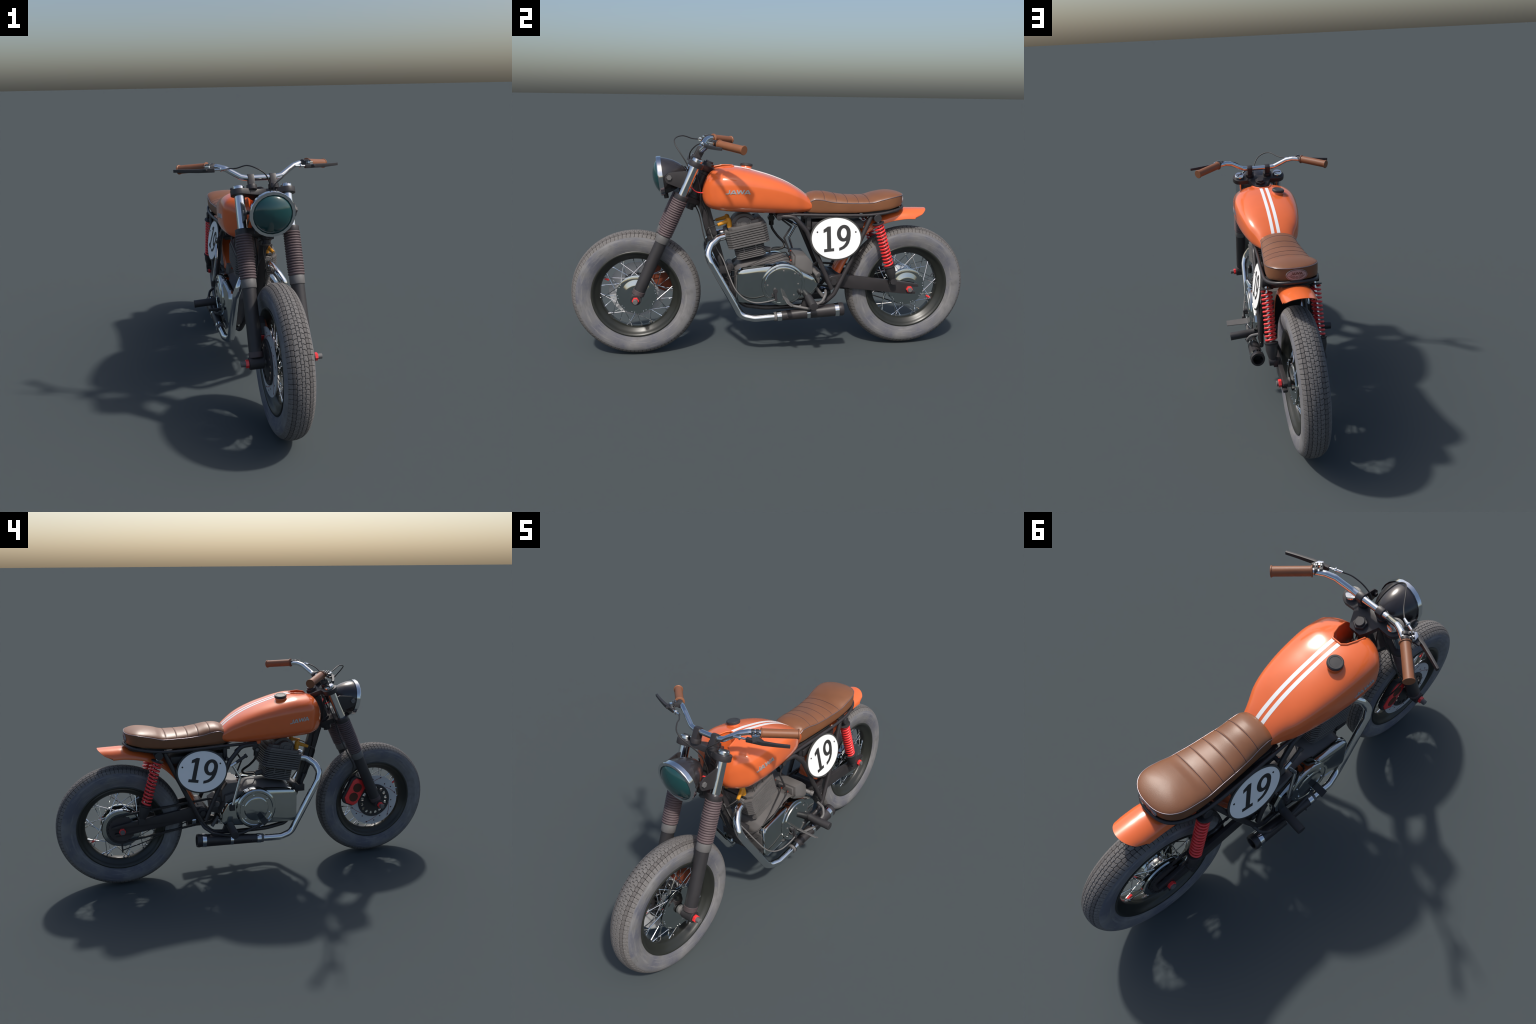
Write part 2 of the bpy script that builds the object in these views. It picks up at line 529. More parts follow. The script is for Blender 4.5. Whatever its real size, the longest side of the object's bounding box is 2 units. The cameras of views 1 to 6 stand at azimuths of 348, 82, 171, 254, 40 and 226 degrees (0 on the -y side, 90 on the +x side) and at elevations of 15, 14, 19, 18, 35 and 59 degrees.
front_wheel = make_wheel(FRONT_Y, True)
rear_wheel = make_wheel(REAR_Y, False)

def nut_stack(wheel, x0, sgn, reach, lug=None):
    """Washer, red hex nut and bolt end on an axle."""
    s = Shape()
    s.cyl((sgn * (x0 - 0.006), 0, 0), (sgn * x0, 0, 0), 0.018, seg=24, mi=0)
    s.cyl((sgn * x0, 0, 0), (sgn * (x0 + 0.013), 0, 0), 0.0168, seg=6, mi=1, chamfer=0.001)
    s.cyl((sgn * (x0 + 0.012), 0, 0), (sgn * reach, 0, 0), 0.0115, seg=20, mi=2, chamfer=0.001)
    build(s, "axle_nut", [DARK, RED, GREYM], wheel, angle=25)

for sg in (1, -1):
    nut_stack(front_wheel, 0.136, sg, 0.168)
    nut_stack(rear_wheel, 0.089, sg, 0.110)
build(Shape().cyl((-0.14, 0, 0), (0.14, 0, 0), 0.011, seg=16), "axle", GREYM, front_wheel)
build(Shape().cyl((-0.098, 0, 0), (0.098, 0, 0), 0.011, seg=16).cyl((0.054, 0, 0), (0.071, 0, 0), 0.0205).cyl((-0.066, 0, 0), (-0.055, 0, 0), 0.020), "axle", GREYM, rear_wheel)
build(Shape().cyl((0.040, 0, 0), (0.082, 0, 0), 0.0165, seg=20, mi=0).cyl((0.053, 0, 0), (0.068, 0, 0), 0.0215, seg=20, mi=0), "axle_spacer", GREYM, front_wheel)

# ------------------------------------------------------------------ brake disc and caliper (left of front wheel)
def disc_with_slots():
    s = Shape()
    n = 64
    # annulus with thickness
    x0, x1 = -0.058, -0.053
    s.lathe([(x0, 0.086), (x0, 0.141), (x1, 0.141), (x1, 0.086)], (0, 0, 0), (1, 0, 0), n, 0, loop=True)
    for i in range(6):                                # curved red slots
        a0 = 2 * math.pi * i / 6 + 0.25
        line = []
        for k in range(9):
            t = k / 8
            r = 0.097 + 0.038 * t
            a = a0 + 0.62 * t ** 0.8
            line.append((r * math.cos(a), r * math.sin(a)))
        s.prism(stroke(line, 0.0020), (0, 0, 0), (0, 1, 0), (0, 0, 1), -0.0006, 1, start=x0 + 0.0001)
    for i in range(18):                               # drilled holes
        a = 2 * math.pi * i / 18 + 0.1
        r = (0.108, 0.121, 0.131)[i % 3]
        c = V((x0 - 0.0005, r * math.cos(a), r * math.sin(a)))
        s.cyl(c, c + V((0.001, 0, 0)), 0.0038, seg=12, mi=2)
    return s
disc = build(disc_with_slots(), "brake_disc", [DISC, material("disc_slot_red", (0.22, 0.018, 0.022), 0.6), material("disc_hole", (0.045, 0.012, 0.014), 0.7)], front_wheel, angle=30)
car = Shape()
# carrier: outer and inner ring joined by webs so that the holes are real
x0, x1 = -0.066, -0.056
car.lathe([(x0, 0.080), (x0, 0.0905), (x0 + 0.002, 0.093), (x1, 0.093), (x1, 0.080)], (0, 0, 0), (1, 0, 0), 64, loop=True)
car.lathe([(x0, 0.012), (x0, 0.062), (x1, 0.062), (x1, 0.012)], (0, 0, 0), (1, 0, 0), 64, loop=True)
for i in range(16):
    a = 2 * math.pi * i / 16
    cpos = V((0.5 * (x0 + x1), 0.071 * math.cos(a), 0.071 * math.sin(a)))
    er, et = V((0, math.cos(a), math.sin(a))), V((0, -math.sin(a), math.cos(a)))
    car.prism([(-0.0105, -0.0082), (-0.004, -0.0055), (0.004, -0.0055), (0.0105, -0.0085), (0.0105, 0.0085), (0.004, 0.0055), (-0.004, 0.0055), (-0.0105, 0.0082)], cpos - V((0.0045, 0, 0)), er, et, 0.009)
build(car, "disc_carrier", DARK, front_wheel, angle=30)
cal_pts = fillet([(-0.572, 0.457, 0), (-0.552, 0.444, 0), (-0.505, 0.352, 0), (-0.515, 0.322, 0), (-0.556, 0.303, 0), (-0.580, 0.315, 0), (-0.628, 0.403, 0), (-0.608, 0.440, 0)], 0.006, 3, True)
calo = [(p.x - FRONT_Y, p.y - AXLE_Z) for p in cal_pts]
cal = Shape().prism(calo, (0, 0, 0), (0, 1, 0), (0, 0, 1), -0.026, 0, 0.004, -0.050)
cen = np.mean(np.array(calo), 0)
cal.prism([tuple(cen + (np.array(p) - cen) * 1.10 + np.array((0.006, 0.004))) for p in calo], (0, 0, 0), (0, 1, 0), (0, 0, 1), -0.0215, 1, 0.002, -0.0485)
cal.prism([tuple(cen + (np.array(p) - cen) * 0.97) for p in calo], (0, 0, 0), (0, 1, 0), (0, 0, 1), -0.010, 2, 0.0, -0.040)
cal_ob = build(cal, "brake_caliper", [RED, DARK, material("caliper_back_shadow_tint", (0.17, 0.035, 0.012), 0.7)], root, angle=30, location=(0, FRONT_Y, AXLE_Z))  # red caliper's wheel-side face recoloured brown to show it in shadow
pst = Shape()
for (py, pz) in ((-0.577, 0.403), (-0.556, 0.352)):
    pst.cyl((-0.072, py - FRONT_Y, pz - AXLE_Z), (-0.0770, py - FRONT_Y, pz - AXLE_Z), 0.0262, seg=12)
build(pst, "brake_piston", REDD, cal_ob, angle=30)

# ------------------------------------------------------------------ front fork
AX = V((0, 0.418, 0.908)).normalized()               # steering axis, upwards
FW = V((0, -AX.z, AX.y))                             # forward, square to it
FORK0 = V((0.1025, FRONT_Y + 0.001, AXLE_Z))
def fork(t, x=0.1025):
    return V((x, FORK0.y + AX.y * t, FORK0.z + AX.z * t))
s = Shape()
s.cyl(fork(0.020), fork(0.310), 0.0283, seg=28, mi=0)
s.lathe([(0.020, 0.0277), (0.022, 0.0300), (0.042, 0.0300), (0.044, 0.0277)], FORK0, AX, 28, 1, True)
s.cyl((0.076, FORK0.y, FORK0.z), (0.134, FORK0.y, FORK0.z), 0.0255, seg=24, mi=0, chamfer=0.001)
legs = both_sides(s, "fork_leg", [DARK, material("fork_foot_ring", (0.075, 0.055, 0.057), 0.6)], root, angle=30)
ringS = Shape().lathe([(0.300, 0.027), (0.300, 0.0310), (0.303, 0.0322), (0.333, 0.0322), (0.336, 0.0310), (0.336, 0.026)], FORK0, AX, 32, 0, True)
ring_obs = both_sides(ringS, "fork_ring", GREYM, root, angle=30)
# ribbed rubber boot
prof, NB = [(0.334, 0.029)], 17
t0, t1 = 0.338, 0.524
for i in range(NB):
    for k, (u, r) in enumerate(((0.0, 0.0305), (0.22, 0.0345), (0.5, 0.0357), (0.78, 0.0345))):
        prof.append((t0 + (t1 - t0) * (i + u) / NB, r + 0.0008 * math.sin(math.pi * i / NB)))
prof.append((t1, 0.029))
boots = both_sides(Shape().lathe(prof, FORK0, AX, 32, 0, True), "fork_boot", BOOT, root, angle=60)
# chrome upper tube with cap
s = Shape().cyl(fork(0.52), fork(0.722), 0.0216, seg=28)
s.lathe([(0.716, 0.0245), (0.726, 0.0245), (0.730, 0.022), (0.7305, 0.0)], FORK0, AX, 28)
uppers = both_sides(s, "fork_tube", CHROME, root, angle=30)
s = Shape().box(fork(0.7308), (0.034, 0.0035, 0.0016), (1, 0, 0), AX.cross(V((1, 0, 0))))
both_sides(s, "fork_cap_slot", DARK, root)

def clamp_outline(w, back, ring, waist):
    """Yoke seen along the steering axis: two fork rings joined to the stem boss behind them."""
    pts = []
    for k in range(13):
        a = math.radians(-70 + 190 * k / 12) if False else math.radians(-100 + 215 * k / 12)
        pts.append((w + ring * math.cos(a), ring * math.sin(a)))
    pts += [(w - ring * 1.25, ring * 0.42), (0.055, 0.016), (0.03, 0.004)]
    left = [(-a, b) for a, b in pts[::-1]]
    stem = [(-waist, -back * 0.55), (-0.036, -back - 0.020), (-0.024, -back - 0.034), (0.024, -back - 0.034), (0.036, -back - 0.020), (waist, -back * 0.55)]
    return pts + left + stem
s = Shape().prism(clamp_outline(0.1025, 0.062, 0.0365, 0.060), V((0, FORK0.y, FORK0.z)) + AX * 0.690, (1, 0, 0), FW, -0.024 if V((1, 0, 0)).cross(FW).dot(AX) < 0 else 0.024)
top_yoke = build(s, "fork_yoke", FRAME, root, angle=30, bevel=0.003)
s = Shape().prism(clamp_outline(0.1025, 0.062, 0.0335, 0.060), V((0, FORK0.y, FORK0.z)) + AX * 0.520, (1, 0, 0), FW, -0.026 if V((1, 0, 0)).cross(FW).dot(AX) < 0 else 0.026)
low_yoke = build(s, "fork_yoke", FRAME, root, angle=30, bevel=0.002)
stem = V((0, FORK0.y, FORK0.z)) - FW * 0.062
s = Shape().cyl(stem + AX * 0.505, stem + AX * 0.700, 0.0285, seg=28)
s.cyl(stem + AX * 0.545, stem + AX * 0.560, 0.0325, seg=28, chamfer=0.002)
s.cyl(stem + AX * 0.668, stem + AX * 0.684, 0.0325, seg=28, chamfer=0.002)
s.cyl(stem + AX * 0.492, stem + AX * 0.507, 0.020, seg=20)
s.cyl(stem + AX * 0.486, stem + AX * 0.495, 0.022, seg=6)
build(s, "steering_head", FRAME, root, angle=30)
s = Shape().cyl(stem + AX * 0.712, stem + AX * 0.729, 0.0270, seg=6, chamfer=0.002)
s.cyl(stem + AX * 0.728, stem + AX * 0.738, 0.0185, seg=24, chamfer=0.002)
build(s, "steering_nut", FRAME, root, angle=25)

# ------------------------------------------------------------------ handlebar
BAR = [(0.0, -0.366, 1.009), (0.060, -0.366, 1.009), (0.088, -0.362, 1.014), (0.148, -0.332, 1.048), (0.178, -0.315, 1.055), (0.222, -0.2895, 1.0525), (0.322, -0.199, 1.037)]
half = fillet(BAR, [0, 0.03, 0.03, 0.03, 0.03, 0.05, 0], 6)
barpts = [V((-p.x, p.y, p.z)) for p in half[::-1]] + half[1:]
handlebar = build(Shape().tube(barpts, 0.0120, 20), "handlebar", CHROME, root, angle=60)
for sx in (1, -1):
    g0, g1 = V((sx * 0.219, -0.2915, 1.0532)), V((sx * 0.330, -0.1915, 1.0355))
    Lg = (g1 - g0).length
    gs = Shape().lathe([(0, 0.0), (0, 0.0195), (0.001, 0.0215), (0.004, 0.0215), (0.006, 0.0180), (Lg - 0.007, 0.0182), (Lg - 0.005, 0.0208), (Lg - 0.001, 0.0208), (Lg, 0.0196), (Lg, 0.0)], g0, g1 - g0, 28)
    build(gs, "grip", GRIP, handlebar, angle=30)
    # lever perch: two clamp bands, a block and bolts
    dirb = (g1 - g0).normalized()
    fwd = V((0, 0, 1)).cross(dirb).normalized() * (1 if sx < 0 else -1)
    if fwd.y > 0: fwd = -fwd
    up = dirb.cross(fwd).normalized()
    if up.z < 0: up = -up
    ps = Shape()
    for off in (-0.012, -0.030):
        c = g0 + dirb * off
        ps.cyl(c - dirb * 0.0062, c + dirb * 0.0062, 0.0145, seg=20, mi=0)
        ps.box(c + fwd * 0.020 + up * 0.001, (0.012, 0.022, 0.018), dirb, fwd, 0)
        for k in (0.016, 0.026):
            ps.cyl(c + fwd * k + up * 0.010, c + fwd * k + up * 0.0145, 0.0032, seg=10, mi=1)
    ps.prism([(-0.036, 0.022), (-0.004, 0.022), (-0.004, 0.034), (-0.018, 0.044), (-0.036, 0.040)], g0 - up * 0.004, dirb, fwd, 0.012 if dirb.cross(fwd).dot(up) > 0 else -0.012, 1)
    build(ps, "lever_mount", [DARK, CHROME], handlebar, angle=30, bevel=0.0006)
    # blade: three straight stretches of a channel section
    bl = [V((sx * 0.196, -0.350, 1.046)), V((sx * 0.262, -0.334, 1.044)), V((sx * 0.312, -0.314, 1.043)), V((sx * 0.361, -0.292, 1.043))]
    lv = Shape()
    rings = []
    for i, p in enumerate(bl):
        t = (bl[min(i + 1, 3)] - bl[max(i - 1, 0)]).normalized()
        f = V((0, 0, 1)).cross(t).normalized()
        hh, ww = (0.0085, 0.0080, 0.0068, 0.0060)[i], (0.0075, 0.0060, 0.0050, 0.0045)[i]
        rings.append([p + f * ww + V((0, 0, hh)), p - f * ww + V((0, 0, hh)), p - f * ww - V((0, 0, hh)), p + f * ww - V((0, 0, hh))])
    lv.rings(rings)
    lv.prism([(-0.034, 0.030), (-0.006, 0.026), (0.010, 0.046), (-0.010, 0.056), (-0.034, 0.060)], g0 - up * 0.011, dirb, fwd, 0.007 if dirb.cross(fwd).dot(up) > 0 else -0.007)
    build(lv, "lever", DARK, handlebar, angle=30, bevel=0.001)
    # cable adjuster
    a0, a1 = V((sx * 0.198, -0.350, 1.0475)), V((sx * 0.146, -0.368, 1.052))
    da = (a1 - a0).normalized()
    ad = Shape().cyl(a0, a1, 0.0045, seg=14)
    ad.cyl(a0 + da * 0.026, a0 + da * 0.031, 0.0098, seg=14, chamfer=0.001)
    ad.cyl(a0 + da * 0.034, a1, 0.0056, 0.0042, seg=14)
    build(ad, "cable_adjuster", CHROME, handlebar, angle=30)
# risers and bar clamps
s = Shape()
for sx in (1, -1):
    top = V((sx * 0.047, -0.366, 1.009))
    base = V((0, FORK0.y, FORK0.z)) + AX * 0.712 + V((sx * 0.047, 0, 0)) + FW * 0.004
    s.cyl(base, base + AX * 0.020, 0.0225, seg=24)
    ax2 = (top - base).normalized()
    up2 = ax2
    fw2 = V((1, 0, 0)).cross(up2)
    hgt = (top - base).length
    out = [(-0.0165, 0.0), (0.0165, 0.0), (0.0165, hgt + 0.004), (0.014, hgt + 0.0125), (0.006, hgt + 0.0165), (-0.006, hgt + 0.0165), (-0.014, hgt + 0.0125), (-0.0165, hgt + 0.004)]
    s.prism(out, base - V((0.0133, 0, 0)), fw2, up2, 0.0266 if fw2.cross(up2).x > 0 else -0.0266)
build(s, "bar_clamp", FRAME, handlebar, angle=30, bevel=0.0012)
def cable(name, pts, r=0.0028, mat=CABLE, n=8, parent=None):
    return build(Shape().tube(catmull(pts, n), r, 8), name, mat, parent or root, angle=60)
cable("cable", [(-0.146, -0.368, 1.052), (-0.113, -0.400, 1.057), (-0.078, -0.445, 1.072), (-0.045, -0.481, 1.063), (-0.012, -0.485, 1.040), (0.012, -0.462, 1.000), (0.022, -0.436, 0.958), (0.024, -0.424, 0.930), (0.022, -0.405, 0.86), (0.020, -0.41, 0.79), (0.0, -0.375, 0.70), (0.018, -0.355, 0.60), (0.016, -0.33, 0.52)], parent=handlebar)
cable("cable", [(0.146, -0.368, 1.052), (0.118, -0.390, 1.040), (0.080, -0.412, 1.012), (0.045, -0.418, 0.984), (0.040, -0.412, 0.95), (0.050, -0.385, 0.89), (0.060, -0.37, 0.82), (0.030, -0.365, 0.72), (-0.018, -0.345, 0.62), (-0.018, -0.315, 0.53), (-0.02, -0.265, 0.43)], parent=handlebar)

# ------------------------------------------------------------------ headlight
LN = V((0, -0.9936, -0.113)).normalized()
LC = V((0, -0.553, 0.888))
s = Shape().lathe([(-0.125, 0.0), (-0.122, 0.018), (-0.110, 0.036), (-0.090, 0.054), (-0.064, 0.070), (-0.036, 0.081), (-0.012, 0.087), (0.002, 0.088), (0.004, 0.06), (0.004, 0.0)], LC, LN, 36)
lamp = build(s, "headlight", FRAME, root, angle=30)
lamp.data.materials[0] = material("headlight_shell_black", (0.030, 0.027, 0.029), 0.25, vary=0.08, coat=0.4)
s = Shape().lathe([(-0.010, 0.086), (-0.010, 0.0935), (0.008, 0.0950), (0.0115, 0.0935), (0.0125, 0.082), (0.008, 0.0795), (0.002, 0.0795)], LC, LN, 22, loop=True)
build(s, "headlight_rim", CHROME, lamp, angle=20)
s = Shape().lathe([(0.005, 0.0805), (0.0085, 0.0800), (0.019, 0.070), (0.028, 0.055), (0.035, 0.036), (0.039, 0.018), (0.040, 0.0)], LC, LN, 44)
build(s, "headlight_glass", LENS, lamp, angle=60)
br = fillet([(-0.537, 0.893, 0), (-0.512, 0.916, 0), (-0.440, 0.922, 0), (-0.418, 0.915, 0), (-0.452, 0.842, 0), (-0.470, 0.845, 0), (-0.528, 0.868, 0)], [0.02, 0.02, 0.004, 0.004, 0.004, 0.004, 0.02], 4, True)
s = Shape().prism([(p.x, p.y) for p in br], (0.100, 0, 0), (0, 1, 0), (0, 0, 1), 0.006)
s.cyl((0.088, -0.514, 0.892), (0.101, -0.514, 0.892), 0.0085, seg=16)
brs = both_sides(s, "headlight_bracket", FRAME, lamp, bevel=0.0008, angle=30)
s = Shape().cyl((0.105, -0.514, 0.892), (0.113, -0.514, 0.892), 0.0125, seg=6, chamfer=0.0012)
both_sides(s, "bracket_bolt", GREYM, lamp, angle=25)
s = Shape().cyl(LC + LN * -0.02 + V((0, 0, -0.080)), LC + LN * -0.02 + V((0, 0.004, -0.108)), 0.011, seg=16)
build(s, "headlight_stud", DARK, lamp)
cable("wire", [(0.030, -0.450, 0.865), (0.055, -0.418, 0.845), (0.062, -0.390, 0.82), (0.056, -0.350, 0.812)], 0.0032, RED)
for k, (ax_, ay_) in enumerate(((0.030, -0.360), (-0.030, -0.362))):
    cable("cable", [(ax_ * 1.0, ay_ - 0.035, 0.90), (ax_ * 1.4, ay_ - 0.022, 0.87), (ax_ * 1.5, ay_ - 0.015, 0.80), (ax_ * 0.9, ay_ + 0.02, 0.72), (ax_ * 0.6, ay_ + 0.035, 0.64), (ax_ * 0.55, ay_ + 0.075, 0.52), (ax_ * 0.7, ay_ + 0.12, 0.42)], 0.0030)
# brake hose down the left fork leg
cable("brake_hose", [(-0.030, -0.440, 0.93), (-0.055, -0.405, 0.87), (-0.080, -0.425, 0.80), (-0.096, -0.455, 0.70), (-0.118, -0.500, 0.60), (-0.112, -0.530, 0.54), (-0.090, -0.515, 0.46), (-0.070, -0.495, 0.415), (-0.066, -0.512, 0.375)], 0.0032)

# ------------------------------------------------------------------ fuel tank
tank_top = smooth_interp([-0.363, -0.360, -0.352, -0.341, -0.327, -0.305, -0.270, -0.213, -0.149, -0.090, -0.021, 0.053, 0.101, 0.137, 0.170],
                         [0.812, 0.838, 0.866, 0.889, 0.910, 0.926, 0.934, 0.934, 0.9245, 0.909, 0.888, 0.858, 0.831, 0.806, 0.775])
tank_bot = smooth_interp([-0.363, -0.358, -0.342, -0.315, -0.256, -0.137, -0.016, 0.045, 0.127, 0.157, 0.170],
                         [0.806, 0.776, 0.749, 0.735, 0.726, 0.718, 0.711, 0.709, 0.711, 0.717, 0.728])
tank_w = smooth_interp([-0.363, -0.360, -0.352, -0.340, -0.320, -0.270, -0.200, -0.100, 0.0, 0.080, 0.130, 0.170],
                       [0.040, 0.056, 0.076, 0.095, 0.118, 0.1555, 0.1605, 0.1545, 0.140, 0.1190, 0.0930, 0.0760])
tank_mid = smooth_interp([-0.363, -0.25, -0.10, 0.03, 0.17], [0.815, 0.846, 0.836, 0.812, 0.747])
PU, PL = 2.72, 3.6
def tank_x(y, z):
    zc = tank_mid(y)
    if z >= zc:
        k, p = (z - zc) / (tank_top(y) - zc), PU
    else:
        k, p = (zc - z) / (zc - tank_bot(y)), PL
    return tank_w(y) * max(0.0, 1 - min(1, k) ** p) ** (1 / p)
def tank_z(y, x):
    zc = tank_mid(y)
    return zc + (tank_top(y) - zc) * max(0.0, 1 - min(1, abs(x) / tank_w(y)) ** PU) ** (1 / PU)
s = Shape()
ys = [-0.363 + 0.09 * (i / 24) ** 2 for i in range(24)] + [-0.273 + (0.170 + 0.273) * i / 56 for i in range(57)]
rings = []
for y in ys:
    zc, zt, zb, w = tank_mid(y), tank_top(y), tank_bot(y), tank_w(y)
    r = []
    for k in range(72):
        a = 2 * math.pi * k / 72
        c, sn = math.cos(a), math.sin(a)
        p = PU if sn >= 0 else PL
        r.append((w * math.copysign(abs(c) ** (2 / p), c), y, zc + (zt - zc if sn >= 0 else zc - zb) * math.copysign(abs(sn) ** (2 / p), sn)))
    rings.append(r)
s.rings(rings)
tank = build(s, "fuel_tank", ORANGE, root, angle=50)
NOTCH = [(-0.046, -0.262), (-0.034, -0.225), (-0.020, -0.209), (0.020, -0.209), (0.034, -0.225), (0.046, -0.262)]
cut = build(Shape().prism([(0.052, -0.50), (-0.052, -0.50), (-0.050, -0.300)] + NOTCH + [(0.050, -0.300)], (0, 0, 0.60), (1, 0, 0), (0, 1, 0), 0.5), "cutter", ORANGE)
bo = tank.modifiers.new("notch", 'BOOLEAN'); bo.object = cut; bo.operation = 'DIFFERENCE'; bo.solver = 'EXACT'
dg = bpy.context.evaluated_depsgraph_get()
me2 = D.meshes.new_from_object(tank.evaluated_get(dg))
tank.modifiers.clear(); tank.data = me2
me2.set_sharp_from_angle(angle=math.radians(40))
D.objects.remove(cut)
lip = [(-0.050, -0.302)] + NOTCH + [(0.050, -0.302)]
lp = fillet([(a, b, 0) for a, b in lip], 0.006, 4)
build(Shape().tube([V((p.x, p.y, tank_z(p.y, p.x) + 0.0012)) for p in lp], 0.0038, 10), "tank_lip", ORANGE, tank, angle=60)
# rolled seam around the front face
seam = []
for k in range(49):
    a = math.radians(-128 + 256 * k / 48) + math.pi / 2
    y = -0.352
    zc, zt, zb, w = tank_mid(y), tank_top(y), tank_bot(y), tank_w(y)
    c, sn = math.cos(a), math.sin(a)
    p = PU if sn >= 0 else PL
    seam.append(V((w * math.copysign(abs(c) ** (2 / p), c), y - 0.002, zc + (zt - zc if sn >= 0 else zc - zb) * math.copysign(abs(sn) ** (2 / p), sn))))
# stripes
def strip(x0, x1, y0, y1, lift):
    st = Shape()
    rows = []
    for i in range(61):
        y = y0 + (y1 - y0) * i / 60
        xs = [x0 + (x1 - x0) * k / 4 for k in range(5)]
        up_ = [(x, y, tank_z(y, x) + lift) for x in xs]
        dn_ = [(x, y, tank_z(y, x) - 0.001) for x in xs[::-1]]
        rows.append(up_ + dn_)
    return st.rings(rows)
build(strip(0.0062, 0.0215, -0.2065, 0.166, 0.0006), "stripe", WHITE, tank, angle=60)
build(strip(-0.0215, -0.0062, -0.2065, 0.166, 0.0006), "stripe", WHITE, tank, angle=60)
# filler cap
CP = V((-0.063, -0.139, 0.0)); CP.z = tank_z(CP.y, CP.x)
cn = V((-0.16, 0.10, 1)).normalized()
s = Shape().lathe([(-0.012, 0.028), (0.008, 0.0265), (0.010, 0.025)], CP, cn, 32, 0)
build(s, "filler_neck", ORANGE, tank)
s = Shape().lathe([(0.007, 0.026), (0.008, 0.0300), (0.011, 0.0310), (0.0175, 0.0305), (0.0205, 0.027), (0.0205, 0.022), (0.0195, 0.0205), (0.0198, 0.0)], CP, cn, 36)
build(s, "filler_cap", PLASTIC, tank, angle=20)
tank_cap = D.objects["filler_cap"]; tank_cap.data.materials[0] = material("filler_cap_black", (0.034, 0.034, 0.035), 0.5)
# lettering on both flanks
def flank_letters(side):
    lt = Shape()
    h, wd = 0.0205, (0.116 if side > 0 else 0.100)
    y_start, z0 = (-0.259, 0.8205) if side > 0 else (-0.156, 0.8080)
    rise = 0.0 if side > 0 else 0.13
    for poly in lettering("JAWA", h, wd, 0.2):
        outer, inner = [], []
        for a, b in poly:
            y = y_start + (a + 0.10 * b) * side
            z = z0 + b + a * rise
            x = tank_x(y, z)
            outer.append((side * (x + 0.0022), y, z)); inner.append((side * (x - 0.001), y, z))
        lt.rings([inner, outer])
    # lift strokes that overlap by tiny different amounts so that no two caps share a plane
    build(lt, "tank_lettering", BADGE, tank, angle=30)
flank_letters(1); flank_letters(-1)

# ------------------------------------------------------------------ seat
seat_top = smooth_interp([0.146, 0.156, 0.172, 0.205, 0.235, 0.294, 0.345, 0.400, 0.440, 0.462, 0.495, 0.545, 0.60, 0.64],
                         [0.786, 0.797, 0.805, 0.811, 0.810, 0.800, 0.7925, 0.790, 0.7895, 0.792, 0.802, 0.8105, 0.8135, 0.8135])
seat_pipe = smooth_interp([0.146, 0.160, 0.182, 0.215, 0.275, 0.362, 0.459, 0.511, 0.563, 0.60, 0.64],
                          [0.762, 0.768, 0.779, 0.777, 0.766, 0.762, 0.764, 0.777, 0.789, 0.795, 0.797])
seat_bot = smooth_interp([0.146, 0.225, 0.40, 0.487, 0.558, 0.602, 0.64], [0.717, 0.7145, 0.7145, 0.7225, 0.733, 0.741, 0.744])
seat_w = smooth_interp([0.146, 0.165, 0.231, 0.339, 0.390, 0.459, 0.51, 0.54], [0.070, 0.0765, 0.0825, 0.0930, 0.0965, 0.1030, 0.1060, 0.1065])
SEAMS = (0.230, 0.288, 0.342, 0.396, 0.448)
ENDY, ENDR = 0.540, 0.099
def seat_half(y):
    if y <= ENDY: return seat_w(y)
    return seat_w(ENDY) * max(0.0, 1 - ((y - ENDY) / ENDR) ** 2.4) ** (1 / 2.4)
# plan outline from right-front round the back to left-front
plan = []
NY = 196
for i in range(NY + 1):
    y = 0.146 + (ENDY - 0.146) * i / NY
    plan.append((seat_w(y), y))
for k in range(1, 41):
    a = math.pi / 2 * k / 40
    plan.append((seat_w(ENDY) * math.cos(a) ** (2 / 2.4), ENDY + ENDR * math.sin(a) ** (2 / 2.4)))
plan = plan + [(-x, y) for x, y in plan[-2::-1]]
def pull(x, y, sc):
    return x * sc, (y if y <= ENDY else ENDY + (y - ENDY) * sc)
def seam_dip(y):
    d = min(abs(y - q_) for q_ in SEAMS)
    return -0.0012 * math.exp(-(d / 0.0026) ** 2)
def seat_surface(x, y, sc):
    """outline point (x, y) drawn in by factor sc -> point on the top cushion"""
    px, py = pull(x, y, sc)
    h = max(0.0, 1 - sc ** 2.0) ** 0.60
    zp, zt = seat_pipe(y), seat_top(py)
    return V((px, py, zp + (zt - zp) * h + seam_dip(py) * min(1.0, h * 1.6)))
s = Shape()
side_rows = []
for (sc, u) in ((0.92, 0.0), (0.962, 0.0), (0.982, 0.07), (0.994, 0.24), (1.001, 0.50), (1.004, 0.76), (1.003, 0.92), (0.998, 1.0)):
    row = []
    for x, y in plan:
        px, py = x * sc, (y if y < ENDY else ENDY + (y - ENDY) * (sc * 0.995))
        row.append((px, py, seat_bot(y) + (seat_pipe(y) - seat_bot(y)) * u))
    side_rows.append(row)
s.rings(side_rows, caps=False, closed=False)
tops = [1.0, 0.99, 0.975, 0.955, 0.93, 0.90, 0.86, 0.81, 0.75, 0.68, 0.60, 0.50, 0.40, 0.30, 0.20, 0.10, 0.0]
trows = [[seat_surface(x, y, sc * 0.998 if sc == 1.0 else sc) for x, y in plan] for sc in tops]
s.rings(trows, caps=False, closed=False)
